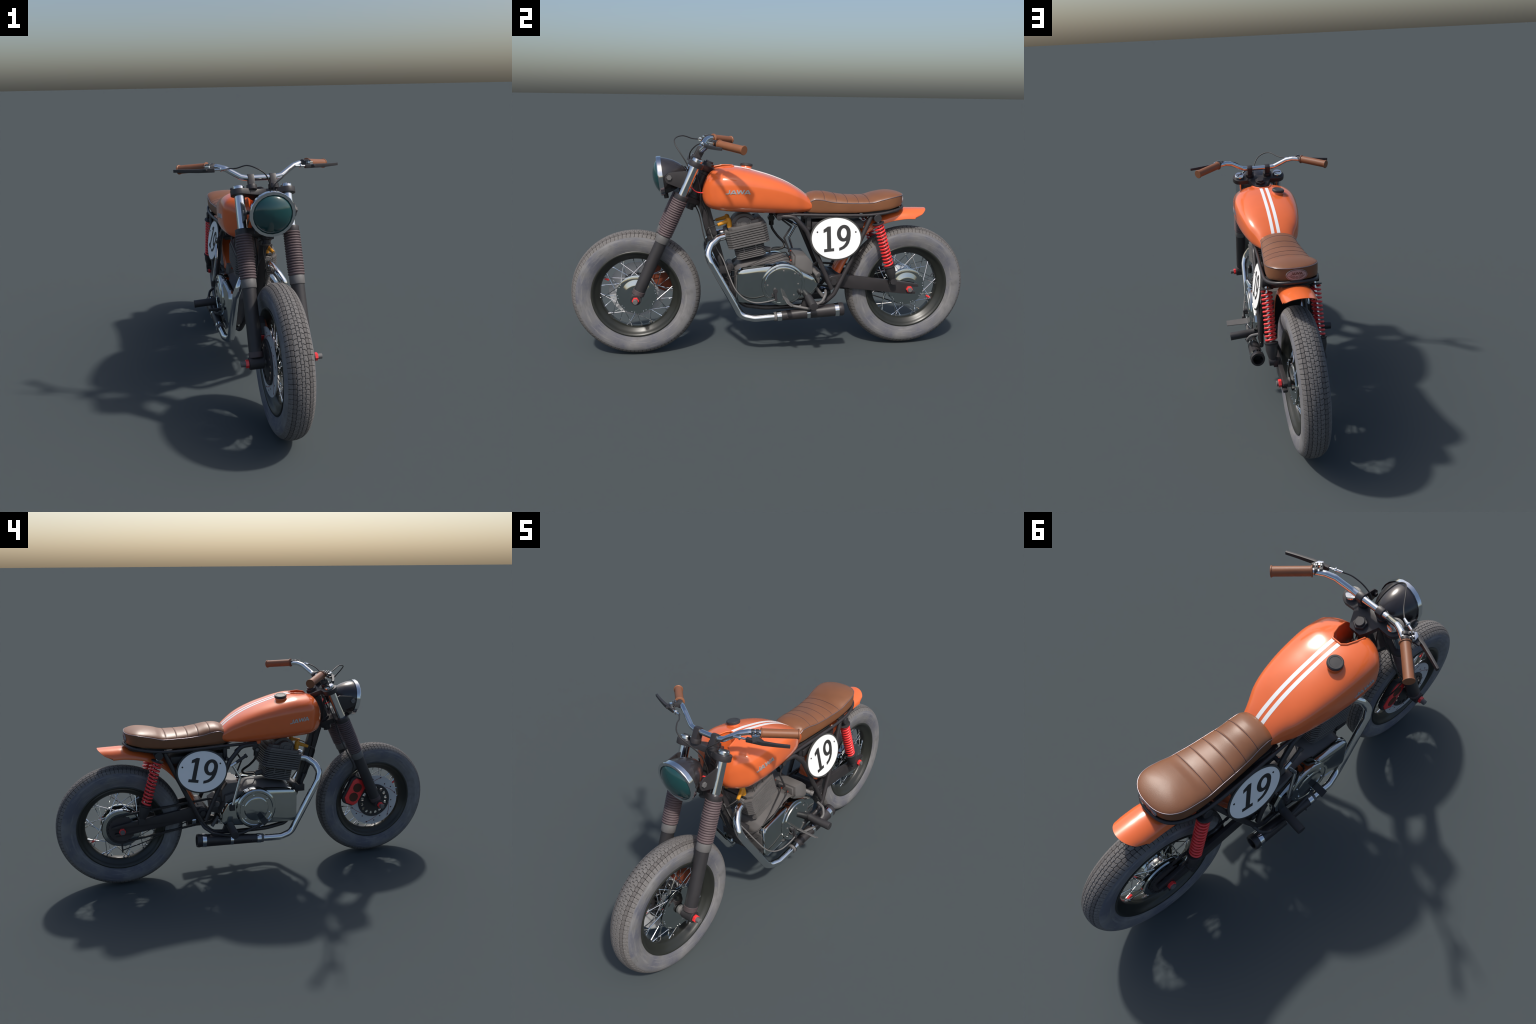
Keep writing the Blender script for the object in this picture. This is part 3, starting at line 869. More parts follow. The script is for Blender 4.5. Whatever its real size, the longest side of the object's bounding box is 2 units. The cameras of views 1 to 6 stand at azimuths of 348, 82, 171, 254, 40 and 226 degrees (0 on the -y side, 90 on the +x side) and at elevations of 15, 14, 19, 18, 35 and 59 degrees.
# front end face
fr = [r[0] for r in side_rows] + [tuple(r[0]) for r in trows[1:]]
bk = [r[-1] for r in side_rows] + [tuple(r[-1]) for r in trows[1:]]
n = len(fr)
s.add(fr + bk[::-1], [tuple(range(2 * n))])
seat = build(s, "seat", LEATHER, root, angle=60, merge=0.0002)
pts = [V((x * 1.004, y if y < ENDY else ENDY + (y - ENDY) * 1.004, seat_pipe(y))) for x, y in plan[::3]]
build(Shape().tube(pts, 0.0017, 8), "seat_piping", PIPING, seat, angle=60)
sm = Shape()
for q_ in SEAMS:
    x0 = seat_w(q_)
    line = [seat_surface(x0, q_, abs(t)) * 1.0 for t in np.linspace(1, 0, 24)]
    line = line + [V((-p.x, p.y, p.z)) for p in line[-2::-1]]
    sm.tube([p + V((0, 0, 0.0002)) for p in line], 0.0012, 6)
build(sm, "seat_seam", SEAM, seat, angle=60)
build(Shape().prism([(x * 0.9, y if y < ENDY else ENDY + (y - ENDY) * 0.9) for x, y in plan[::6]], (0, 0, 0.712), (1, 0, 0), (0, 1, 0), 0.02), "seat_base", PLASTIC, seat)
# oval badge on the seat back
BC = V((-0.002, ENDY + ENDR + 0.0006, 0.768))
tilt = V((0, 0.045, 1)).normalized()
ex_, ez_ = V((-1, 0, 0)), tilt
SILV = material("badge_silver", (0.36, 0.32, 0.33), 0.4, metal=0.3)
bd = Shape()
def badge_y(a):       # follow the rounded seat back
    return -0.10 * a * a * 12 * 0.10
def badge_poly(poly, d0, d1, mi):
    lo = [BC + ex_ * a + ez_ * b + V((0, d0 + badge_y(a), 0)) for a, b in poly]
    hi = [BC + ex_ * a + ez_ * b + V((0, d1 + badge_y(a), 0)) for a, b in poly]
    bd.rings([lo, hi], mi)
badge_poly(ellipse(0.0435, 0.0248, 48), -0.006, 0.0008, 0)
badge_poly(ellipse(0.0415, 0.0230, 48), -0.004, 0.0012, 1)
badge_poly(ellipse(0.0395, 0.0212, 48), -0.004, 0.0016, 0)
for i_, poly in enumerate(lettering("JAWA", 0.0125, 0.050, 0.19)):
    badge_poly([(a - 0.0255, b + 0.0005) for a, b in poly], -0.002, 0.0020 + 0.00002 * i_, 1)
for i in range(4):
    for sgn in (1, -1):
        w0 = (0.034, 0.030, 0.025, 0.018)[i]
        ln = [(sgn * (0.007 + (w0 - 0.007) * t), -0.0028 - 0.0038 * i + 0.0016 * t * t - 0.0010 * math.sin(3.1 * t)) for t in np.linspace(0, 1, 9)]
        badge_poly(stroke(ln, 0.0013), -0.002, 0.0020, 1)
badge_poly(ellipse(0.0055, 0.0055, 20, 0, -0.0105), -0.002, 0.0022, 1)
badge_poly(ellipse(0.0040, 0.0040, 20, 0, -0.0105), -0.002, 0.0024, 0)
badge_poly(ellipse(0.0020, 0.0020, 12, 0, -0.0105), -0.002, 0.0026, 1)
build(bd, "seat_badge", [SILV, material("badge_print_brown", (0.085, 0.032, 0.018), 0.5)], seat, angle=30)

# ------------------------------------------------------------------ rear fender
sp = catmull([(0.775, 0.7215, 0), (0.70, 0.7225, 0), (0.64, 0.7215, 0), (0.57, 0.708, 0), (0.50, 0.680, 0), (0.435, 0.635, 0), (0.380, 0.570, 0), (0.338, 0.495, 0), (0.300, 0.410, 0)], 8)
outer, inner = Shape(), Shape()
orows, irows = [], []
for i, p in enumerate(sp):
    a, b = sp[max(i - 1, 0)], sp[min(i + 1, len(sp) - 1)]
    t = (b - a).normalized()
    nn = V((-t.y, t.x, 0))
    if nn.y < 0 and i < 20: nn = -nn
    # outward normal: away from the wheel centre
    rad = V((p.x - REAR_Y, p.y - AXLE_Z, 0))
    if nn.dot(rad) < 0: nn = -nn
    f = i / (len(sp) - 1)
    wd = interp(f, [0, 0.06, 0.2, 0.45, 1.0], [0.067, 0.070, 0.071, 0.066, 0.058])
    dp = interp(f, [0, 0.05, 0.1, 0.3, 0.5, 1.0], [0.048, 0.050, 0.050, 0.050, 0.044, 0.030])
    ro, ri = [], []
    for k in range(25):
        u = -1 + 2 * k / 24
        th = u * math.radians(88)
        x = wd * math.sin(th) / math.sin(math.radians(88))
        d = dp * (1 - math.cos(th) ** 0.85)
        shift = 0.0
        if f < 0.12:                                  # the tail is cut back towards the sides
            k_ = 1 - f / 0.12
            shift = -(1.0 * d + 0.012 * u * u + 0.004 + 0.014 * max(0, abs(u) - 0.75) * 4) * k_
        q0 = p - nn * d
        ro.append((x, q0.x + shift, q0.y))
        q1 = p - nn * (d + 0.0022)
        ri.append((x * 0.965, q1.x + shift, q1.y))
    orows.append(ro); irows.append(ri)
fd = Shape()
n = len(orows[0])
loop_rows = [o + i_[::-1] for o, i_ in zip(orows, irows)]
fd.rings(loop_rows, 0, True)
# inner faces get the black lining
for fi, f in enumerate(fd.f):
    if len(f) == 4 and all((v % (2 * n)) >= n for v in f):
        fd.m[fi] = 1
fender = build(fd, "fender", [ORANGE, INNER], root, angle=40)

# ------------------------------------------------------------------ frame
TR = 0.0112
fr_ = Shape()
frontleg = fillet([(0.086, -0.005, 0.702), (0.100, 0.078, 0.700), (0.105, 0.140, 0.630), (0.117, 0.272, 0.335)], [0, 0.05, 0.08, 0], 8)
fr_.tube(frontleg, TR, 14)
rearleg = fillet([(0.102, 0.462, 0.700), (0.115, 0.365, 0.478), (0.118, 0.284, 0.310), (0.112, 0.240, 0.266), (0.095, 0.120, 0.245), (0.082, -0.060, 0.239), (0.074, -0.170, 0.254), (0.050, -0.215, 0.330), (0.018, -0.245, 0.420)], [0, 0.2, 0.05, 0.05, 0.2, 0.3, 0.06, 0.06, 0], 8)
fr_.tube(rearleg, TR, 14)
frame_rail = both_sides(fr_, "frame_tube", FRAME, root, angle=60)
hoop = catmull([(0.088, -0.004, 0.708), (0.093, 0.10, 0.7085), (0.099, 0.22, 0.7060), (0.106, 0.34, 0.7045), (0.110, 0.44, 0.7055), (0.1105, 0.51, 0.7115), (0.101, 0.57, 0.7215), (0.079, 0.613, 0.7305), (0.043, 0.636, 0.7360), (0.0, 0.643, 0.7375)], 6)
hoop = hoop + [V((-p.x, p.y, p.z)) for p in hoop[-2::-1]]
build(Shape().tube(hoop, 0.0076, 14), "seat_rail", FRAME, root, angle=60)
# backbone and down tube
bb = Shape().tube([stem + AX * 0.60, V((0, -0.20, 0.83)), V((0, 0.0, 0.765)), V((0, 0.14, 0.705))], 0.022, 16)
build(bb, "frame_backbone", FRAME, root, angle=60)
dt = Shape()
rows = []
for (y, z, w) in ((-0.385, 0.800, 0.025), (-0.349, 0.735, 0.026), (-0.309, 0.585, 0.025), (-0.275, 0.480, 0.019), (-0.246, 0.400, 0.013), (-0.225, 0.330, 0.011)):
    d = V((0, 0.93, 0.36)).normalized()
    c = V((0, y, z))
    hx = 0.0155
    rows.append([c + V((hx, 0, 0)) - d * w, c + V((hx, 0, 0)) + d * w, c - V((hx, 0, 0)) + d * w, c - V((hx, 0, 0)) - d * w])
dt.rings(rows)
build(dt, "frame_down_tube", FRAME, root, angle=30, bevel=0.003)
s = Shape()
s.tube([(-0.100, 0.005, 0.695), (0.100, 0.005, 0.695)], 0.013, 14)
s.tube([(-0.105, 0.47, 0.700), (0.105, 0.47, 0.700)], 0.009, 12)
s.tube([(-0.102, 0.15, 0.640), (0.102, 0.15, 0.640)], 0.009, 12)
s.tube([(-0.117, 0.255, 0.365), (0.117, 0.255, 0.365)], 0.010, 12)
s.box((0, 0.30, 0.652), (0.17, 0.26, 0.035))
s.box((0, 0.27, 0.690), (0.15, 0.28, 0.012))
s.box((0.055, 0.155, 0.665), (0.05, 0.02, 0.06))
s.box((-0.055, 0.155, 0.660), (0.05, 0.02, 0.07))
build(s, "frame_cross_member", DARK, root, angle=30, bevel=0.002)
s = Shape()                                           # thin wire loop and strut seen behind the engine
s.tube(fillet([(0.035, 0.010, 0.690), (0.040, 0.075, 0.640), (0.040, 0.040, 0.585), (0.040, 0.075, 0.500)], 0.004, 3), 0.0045, 8)
build(s, "support_strut", DARK, root)

# ------------------------------------------------------------------ number plates
def number_plate(side):
    c = V((side * 0.1205, 0.2835, 0.5945))
    ea = V((0.030 * side if side > 0 else -0.030, side * 1.0, 0)).normalized()   # reading direction
    ea = V((0.030, 1.0, 0)).normalized() if side > 0 else V((0.030, -1.0, 0)).normalized()
    eb = V((-side * 0.185, 0, 1)); eb = (eb - ea * eb.dot(ea)).normalized()
    nrm = ea.cross(eb)
    s = Shape()
    s.prism(ellipse(0.1285, 0.1075, 64), c, ea, eb, 0.006, 0, 0.001, -0.003)
    plate = build(s, "number_plate", material("plate_edge", (0.050, 0.049, 0.046), 0.55), root, angle=30)
    s = Shape().prism(ellipse(0.1210, 0.1000, 72), c, ea, eb, 0.0012, 0, 0, 0.0025)
    build(s, "plate_face", PLATEW, plate, angle=30)
    rot = math.radians(5.5 if side > 0 else -11)
    it = math.tan(math.radians(4.5))
    o = V((-0.0605, -0.0665)) if side > 0 else V((-0.0745, -0.0440))
    def place(pts):
        out = []
        for a, b in pts:
            a2 = a + it * b
            out.append((o.x + a2 * math.cos(rot) - b * math.sin(rot), o.y + a2 * math.sin(rot) + b * math.cos(rot)))
        return out
    d = Shape()
    one = [(0.0, 0.0), (0.050, 0.0), (0.050, 0.0145), (0.0355, 0.0145), (0.0355, 0.122), (0.0205, 0.122), (-0.001, 0.109), (-0.001, 0.093), (0.0155, 0.099), (0.0155, 0.0145), (0.0, 0.0145)]
    d.prism(place(one), c, ea, eb, 0.0012, 0, 0, 0.0035)
    build(d, "numeral", BLACKP, plate, angle=20)
    nine = Shape()
    cx, cy = 0.0995, 0.082
    # bowl: ring of quads, outer heavier than inner; tail: tapering strip
    N_ = 48
    ro = place([(cx + 0.0345 * math.cos(t), cy + 0.0405 * math.sin(t)) for t in (2 * math.pi * k / N_ for k in range(N_))])
    ri = place([(cx + 0.0148 * math.cos(t), cy + 0.0243 * math.sin(t)) for t in (2 * math.pi * k / N_ for k in range(N_))])
    def lift(p, h): return c + ea * p[0] + eb * p[1] + nrm * h
    for h0, h1 in ((0.0035, 0.0047),):
        a_ = [lift(p, h0) for p in ro]; b_ = [lift(p, h1) for p in ro]; c_ = [lift(p, h1) for p in ri]; d_ = [lift(p, h0) for p in ri]
        nine.rings([a_, b_, c_, d_], loop=True)
    outer_t = [(0.1340, 0.082), (0.1338, 0.066), (0.1310, 0.048), (0.1250, 0.031), (0.1150, 0.017), (0.1010, 0.007), (0.0850, 0.001), (0.0750, -0.001)]
    inner_t = [(0.1150, 0.076), (0.1148, 0.064), (0.1135, 0.050), (0.1090, 0.037), (0.1010, 0.026), (0.0920, 0.019), (0.0820, 0.015), (0.0750, 0.0135)]
    po, pi_ = place(outer_t), place(inner_t)
    rows = [[lift(a, 0.0036), lift(b, 0.0036), lift(b, 0.00455), lift(a, 0.00455)] for a, b in zip(po, pi_)]
    nine.rings(rows)
    build(nine, "numeral", BLACKP, plate, angle=20)
    b = Shape()
    for yy, zz in ((0.190, 0.6255), (0.3805, 0.6245)):
        p = c + ea * ((yy - c.y) * (1 if side > 0 else -1)) + eb * ((zz - c.z) * 1.017)
        b.lathe([(0.003, 0.0044), (0.0052, 0.0038), (0.006, 0.001)], p, nrm, 14, 0, True)
    build(b, "plate_screw", BLACKP, plate, angle=30)
number_plate(1); number_plate(-1)

# ------------------------------------------------------------------ rear shocks
STOP, SBOT = V((0.105, 0.489, 0.690)), V((0.107, 0.590, 0.366))
sd = (STOP - SBOT).normalized()
LS = (STOP - SBOT).length
def shk(t): return SBOT + sd * t
s = Shape()
s.cyl(shk(0.0) - V((0.014, 0, 0)), shk(0.0) + V((0.016, 0, 0)), 0.0165, seg=20, mi=0)
s.lathe([(0.010, 0.015), (0.028, 0.0205), (0.050, 0.0262), (0.075, 0.0265), (0.080, 0.0305), (0.084, 0.0305), (0.086, 0.02)], SBOT, sd, 24, 0, True)
s.lathe([(LS - 0.030, 0.012), (LS - 0.030, 0.0300), (LS - 0.0265, 0.0300), (LS - 0.0245, 0.012)], SBOT, sd, 24, 0, True)
s.cyl(STOP - V((0.020, 0, 0)), STOP + V((0.018, 0, 0)), 0.0190, seg=22, mi=0, chamfer=0.001)
shocks = both_sides(s, "shock_absorber", DARK, root, angle=30)
rod = Shape().cyl(shk(0.075), shk(LS - 0.005), 0.0088, seg=18)
coil = Shape()
NC, c0, c1 = 12.4, 0.0885, LS - 0.0345
e1, e2, _ = basis(sd)
hp = []
NSEG = 330
for i in range(NSEG + 1):
    f = i / NSEG
    a = 2 * math.pi * NC * f
    # closed end coils, open middle
    ff = f + 0.018 * math.sin(2 * math.pi * f) * 0 
    hp.append(shk(c0 + (c1 - c0) * f) + (e1 * math.cos(a) + e2 * math.sin(a)) * 0.0208)
coil.tube(hp, 0.0048, 10)
for i_, (ob, sh_r, sh_c) in enumerate(((shocks[0], rod, coil), (shocks[1], rod.mirrored(), coil.mirrored()))):
    build(sh_r, "shock_rod", CHROME, ob, angle=40)
    build(sh_c, "shock_spring", RED, ob, angle=60)
s = Shape().prism([(0.47, 0.722), (0.525, 0.722), (0.505, 0.672), (0.478, 0.672)], (0.085, 0, 0), (0, 1, 0), (0, 0, 1), 0.006)
both_sides(s, "shock_mount", FRAME, root)

# ------------------------------------------------------------------ swing arm, sprocket, chain
sw = Shape()
out = fillet([(0.262, 0.398, 0), (0.330, 0.400, 0), (0.580, 0.364, 0), (0.668, 0.350, 0), (0.735, 0.338, 0), (0.735, 0.324, 0), (0.690, 0.326, 0), (0.690, 0.303, 0), (0.722, 0.300, 0), (0.722, 0.286, 0), (0.640, 0.292, 0), (0.330, 0.334, 0), (0.262, 0.338, 0)], [0.02, 0.004, 0.004, 0.004, 0.006, 0.003, 0.006, 0.006, 0.003, 0.006, 0.004, 0.004, 0.02], 4, True)
sw.prism([(p.x, p.y) for p in out], (0.069, 0, 0), (0, 1, 0), (0, 0, 1), 0.019)
sw.box((0.094, 0.590, 0.362), (0.024, 0.034, 0.030))
swing = both_sides(sw, "swing_arm", FRAME, root, angle=30, bevel=0.0025)
s = Shape().cyl((-0.100, 0.284, 0.368), (0.100, 0.284, 0.368), 0.030, seg=28, chamfer=0.002)
s.box((0, 0.315, 0.368), (0.13, 0.04, 0.05))
s.cyl((0.100, 0.284, 0.368), (0.110, 0.284, 0.368), 0.016, seg=6)
s.cyl((-0.110, 0.284, 0.368), (-0.100, 0.284, 0.368), 0.016, seg=6)
build(s, "swing_arm_pivot", DARK, root, angle=30)
# sprocket (rear)
sk = Shape()
teeth = []
for i in range(40):
    a = 2 * math.pi * i / 40
    teeth.append(((0.0635 if i % 2 else 0.069) * math.cos(a), (0.0635 if i % 2 else 0.069) * math.sin(a)))
sk.prism(teeth, (-0.0635, REAR_Y, AXLE_Z), (0, 1, 0), (0, 0, 1), 0.006)
sk.lathe([(-0.064, 0.0), (-0.070, 0.030), (-0.070, 0.0)], (0, REAR_Y, AXLE_Z), (1, 0, 0), 24)
build(sk, "sprocket", material("sprocket_dark", (0.050, 0.042, 0.043), 0.5), root, angle=30)
chn = Shape()
path = []
for k in range(25):
    a = math.radians(84) + math.radians(192) * k / 24 
    a = math.radians(80) - math.radians(160 + 30) * k / 24
    path.append(V((-0.061, REAR_Y + 0.071 * math.cos(a), AXLE_Z + 0.071 * math.sin(a))))
upper0 = path[0]; low0 = path[-1]
path = [V((-0.061, 0.215, 0.405)), V((-0.061, 0.23, 0.428))] + [V((-0.061, 0.23, 0.428)).lerp(upper0, t) for t in (0.33, 0.66)] + path + [low0.lerp(V((-0.061, 0.23, 0.305)), t) for t in (0.33, 0.66)] + [V((-0.061, 0.23, 0.305)), V((-0.061, 0.21, 0.33))]
# resample into links
cum = [0.0]
for a, b in zip(path, path[1:]): cum.append(cum[-1] + (b - a).length)
def along(d):
    i = min(max(np.searchsorted(cum, d) - 1, 0), len(path) - 2)
    return path[i].lerp(path[i + 1], (d - cum[i]) / (cum[i + 1] - cum[i]))
pitch = 0.0115
nl = int(cum[-1] / pitch)
for i in range(nl):
    a, b = along(i * pitch), along((i + 1) * pitch)
    t = (b - a).normalized(); nn = V((1, 0, 0)).cross(t)
    w = 0.0048 if i % 2 else 0.0034
    h = 0.0050
    c = (a + b) / 2
    chn.box(c, (2 * w, pitch * 1.25, 2 * h), (1, 0, 0), t)
build(chn, "chain", material("chain_dark", (0.028, 0.026, 0.027), 0.5), root, kind="stuff", angle=30)
s = Shape().cyl((-0.058, REAR_Y + 0.004, AXLE_Z - 0.055), (-0.060, REAR_Y + 0.004, AXLE_Z - 0.125), 0.0042, seg=10)
s.cyl((-0.058, REAR_Y + 0.004, AXLE_Z - 0.060), (-0.058, REAR_Y + 0.004, AXLE_Z - 0.078), 0.0075, seg=12)
build(s, "brake_rod", DARK, root)
cable("brake_cable", [(-0.045, REAR_Y, AXLE_Z - 0.12), (-0.055, 0.56, 0.235), (-0.055, 0.45, 0.275), (-0.05, 0.36, 0.31), (-0.04, 0.28, 0.33)], 0.003)

# ------------------------------------------------------------------ engine
ea_, eu_ = V((0, 0.978, 0.207)).normalized(), V((0, -0.207, 0.978)).normalized()
EO = V((0, -0.118, 0.493))
X_ = V((1, 0, 0))
def fin_stack(u0, u1, n, outline, core, name, duty=0.62):
    s = Shape()
    p = (u1 - u0) / n
    for i in range(n):
        s.prism(outline(i / (n - 1)), EO + eu_ * (u0 + p * i), X_, ea_, p * duty, 0)
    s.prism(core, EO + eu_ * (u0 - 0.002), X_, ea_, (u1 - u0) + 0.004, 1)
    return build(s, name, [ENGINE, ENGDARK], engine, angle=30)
# crankcase
def case_outline(k):
    """k = 0 at the flanks, 1 on the centre line: the top rises towards the middle"""
    lo = [(-0.203, 0.290), (-0.206, 0.420), (-0.178, 0.449), (-0.060, 0.462), (0.040, 0.464), (0.090, 0.446), (0.166, 0.406), (0.190, 0.362), (0.178, 0.310), (0.120, 0.288), (-0.160, 0.282)]
    hi = [(-0.208, 0.300), (-0.206, 0.430), (-0.178, 0.474), (-0.070, 0.497), (0.030, 0.508), (0.090, 0.470), (0.170, 0.420), (0.194, 0.370), (0.184, 0.306), (0.120, 0.284), (-0.162, 0.278)]
    pts = [(a + (c - a) * k, b + (d - b) * k, 0) for (a, b), (c, d) in zip(lo, hi)]
    return fillet(pts, 0.03, 5, True)
s = Shape()
rows = []
for x in (-0.116, -0.100, -0.085, -0.070, -0.055, -0.040, -0.020, 0.0, 0.020, 0.040, 0.055, 0.070, 0.085, 0.100, 0.116):
    k = (1 - abs(x) / 0.116) ** 1.1 if abs(x) > 0.03 else (1 - 0.03 / 0.116) ** 1.1 + 0.06 * (1 - (x / 0.03) ** 2)
    rows.append([V((x, p.x, p.y)) for p in case_outline(k)])
s.rings(rows)
engine = build(s, "engine", ENGINE, root, angle=40)
def oct_outline(hx, a0, a1, cx, ca):
    return [(-hx, a0 + ca), (-hx + cx, a0), (hx - cx, a0), (hx, a0 + ca), (hx, a1 - ca), (hx - cx, a1), (-hx + cx, a1), (-hx, a1 - ca)]
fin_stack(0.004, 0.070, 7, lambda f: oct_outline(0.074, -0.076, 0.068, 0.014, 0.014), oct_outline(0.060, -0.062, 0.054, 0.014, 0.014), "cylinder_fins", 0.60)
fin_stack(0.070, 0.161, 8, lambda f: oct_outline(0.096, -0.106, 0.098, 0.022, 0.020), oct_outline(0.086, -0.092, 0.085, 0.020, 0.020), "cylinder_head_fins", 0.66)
hd = Shape()
hd.prism(oct_outline(0.0925, -0.0885, 0.0885, 0.02, 0.018), EO + eu_ * 0.1575, X_, ea_, 0.0145, 0)
hd.prism(oct_outline(0.080, -0.060, 0.080, 0.02, 0.018), EO + eu_ * 0.172, X_, ea_, 0.014, 0)
# cam covers: half-round lobe across the head
lobe = [(-0.052, 0.0), (-0.046, 0.022)] + [(-0.010 + 0.042 * math.cos(t), 0.008 + 0.038 * math.sin(t)) for t in np.linspace(math.radians(150), math.radians(30), 14)] + [(0.030, 0.022), (0.036, 0.0)]
hd.prism(lobe, EO + eu_ * 0.1635 - X_ * 0.0785, ea_, eu_, 0.157 if ea_.cross(eu_).x > 0 else -0.157, 0)
big = [(-0.072, 0.0)] + [(-0.010 + 0.058 * math.cos(t), 0.006 + 0.048 * math.sin(t)) for t in np.linspace(math.radians(170), math.radians(10), 16)] + [(0.052, 0.0)]
hd.prism(big, EO + eu_ * 0.168 - X_ * 0.048, ea_, eu_, 0.096 if ea_.cross(eu_).x > 0 else -0.096, 0)
for sx in (1, -1):
    c = EO + ea_ * -0.010 + eu_ * 0.178 + X_ * sx * 0.079
    hd.cyl(c, c + X_ * sx * 0.004, 0.0150, seg=20, chamfer=0.001)
    for a_ in (-0.040, 0.022):
        hd.box(EO + ea_ * a_ + eu_ * 0.180 + X_ * sx * 0.081, (0.007, 0.006, 0.026), X_, ea_)
    hd.cyl(EO + ea_ * 0.055 + eu_ * 0.172 + X_ * sx * 0.050, EO + ea_ * 0.055 + eu_ * 0.190 + X_ * sx * 0.050, 0.006, seg=12)
    # vertical studs bridging the barrel fins
    for a_ in (-0.035, 0.025):
        hd.box(EO + ea_ * a_ + eu_ * 0.052 + X_ * sx * 0.0745, (0.004, 0.007, 0.030), X_, ea_)
build(hd, "cylinder_head", ENGINE, engine, angle=30, bevel=0.0012)
# exhaust flanges and inlet stub
s = Shape()
for sx in (1, -1):
    c = V((sx * 0.046, -0.246, 0.600)); d = V((sx * 0.12, -0.97, -0.20)).normalized()
    s.cyl(c - d * 0.03, c + d * 0.006, 0.0255, seg=24)
    s.cyl(c - d * 0.008, c + d * 0.003, 0.031, seg=24, chamfer=0.001)
build(s, "exhaust_flange", GREYM, engine, angle=30)
s = Shape()
for sx in (1, -1):
    s.cyl((sx * 0.005, -0.060, 0.523), (sx * 0.005, -0.022, 0.516), 0.0145, seg=20) if sx > 0 else None
build(s, "oil_union", GREYM, engine, angle=30)
cable("oil_hose", [(0.005, -0.022, 0.516), (0.003, 0.010, 0.519), (0.000, 0.042, 0.526), (-0.012, 0.048, 0.548), (-0.036, 0.018, 0.580), (-0.054, -0.006, 0.615), (-0.057, -0.010, 0.640)], 0.0062, PLASTIC)
s = Shape().cyl((-0.057, -0.010, 0.632), (-0.057, -0.012, 0.672), 0.0125, seg=16, mi=0)
s.cyl((-0.072, -0.012, 0.668), (-0.042, -0.012, 0.668), 0.0165, seg=20, mi=0)
s.cyl((-0.057, -0.012, 0.668), (-0.057, -0.012, 0.710), 0.0115, seg=16, mi=0)
s.cyl((-0.076, -0.012, 0.668), (-0.072, -0.012, 0.668), 0.0085, seg=16, mi=1)
s.cyl((-0.057, -0.012, 0.700), (-0.057, -0.012, 0.722), 0.024, seg=20, mi=2)
build(s, "fuel_tap", [PLASTIC, GREYM, ORANGE], root, angle=30)
# spark plug caps
for sx in (1, -1):
    s = Shape()
    c = V((sx * 0.048, -0.233, 0.640))
    s.cyl(c - V((0, 0, 0.012)), c + V((0, 0.000, 0.010)), 0.0085, seg=12, mi=1)
    s.tube(catmull([c + V((0, 0.002, 0.004)), c + V((0, 0, 0.026)), c + V((0, -0.004, 0.044))], 5), [0.0125] * 9 + [0.0125, 0.0115], 16, 0)
    top = c + V((0, -0.004, 0.036)); tip = V((sx * 0.066, -0.290, 0.659))
    s.cyl(top, tip, 0.0105, 0.0078, seg=16, mi=0, chamfer=0.001)
    s.lathe([(-0.011, 0.0), (-0.008, 0.009), (0.0, 0.0125), (0.008, 0.009), (0.011, 0.0)], top + V((0, 0, 0.006)), (0, 0, 1), 16, 0)
    build(s, "spark_plug_cap", [YELLOW, PLASTIC], engine, angle=40)
    cable("ignition_lead", [tip, tip + V((sx * -0.006, -0.018, -0.006)), V((sx * 0.040, -0.336, 0.634)), V((sx * 0.020, -0.340, 0.600)), V((sx * 0.018, -0.320, 0.56)), V((sx * 0.018, -0.30, 0.49)), V((sx * 0.020, -0.262, 0.42))], 0.0030)
# polished side covers
def cover(outline, side, name, x0=0.100, x1=0.1350, ch=0.0175):
    o = fillet([(a, b, 0) for a, b in outline], [0.034, 0.046] + [0.03] * (len(outline) - 2), 7, True)
    n = 2
    s = Shape()
    # cushion-edged cover: successive inset rings
    s.prism([(p.x, p.y) for p in o], (0, 0, 0), (0, 1, 0), (0, 0, 1), side * (x1 - x0), 0, ch, side * x0)
    return build(s, name, CHROMED, engine, angle=40)
cR = [(-0.203, 0.279), (-0.204, 0.452), (-0.055, 0.468), (0.060, 0.470), (0.130, 0.430), (0.180, 0.404), (0.203, 0.366), (0.182, 0.320), (0.132, 0.292), (0.02, 0.281)]
cL = [(-0.211, 0.277), (-0.213, 0.456), (-0.050, 0.470), (0.060, 0.470), (0.112, 0.440), (0.160, 0.417), (0.194, 0.362), (0.198, 0.300), (0.112, 0.288), (0.02, 0.281)]
cov_r = cover(cR, 1, "engine_cover")
cov_l = cover(cL, -1, "engine_cover")
s = Shape().lathe([(0.095, 0.106), (0.134, 0.1075), (0.140, 0.1050), (0.143, 0.0985), (0.1432, 0.0940), (0.1475, 0.0905), (0.1490, 0.085), (0.1495, 0.0)], (0, 0.0235, 0.3725), (1, 0, 0), 72)
disc_r = build(s, "round_cover", CHROMED, engine, angle=30)
s = Shape()
for i, (yy, zz) in enumerate(((0.0225, 0.4455), (-0.055, 0.375), (0.095, 0.378), (0.075, 0.322), (0.024, 0.302), (0.078, 0.430))):
    s.lathe([(0.0, 0.0042), (0.0022, 0.0036), (0.003, 0.001)], (0.149, yy, zz), (1, 0, 0), 12, 0, True)
build(s, "cover_screw", GREYM, engine, angle=30)
s = Shape().lathe([(0.095, 0.105), (0.134, 0.1060), (0.141, 0.1035), (0.145, 0.0970), (0.1452, 0.088), (0.1425, 0.0845), (0.1425, 0.064), (0.1450, 0.0615), (0.1465, 0.058), (0.1470, 0.0)], (0, 0.0145, 0.3755), (-1, 0, 0), 72)
disc_l = build(s, "round_cover", CHROMED, engine, angle=30)
s = Shape()
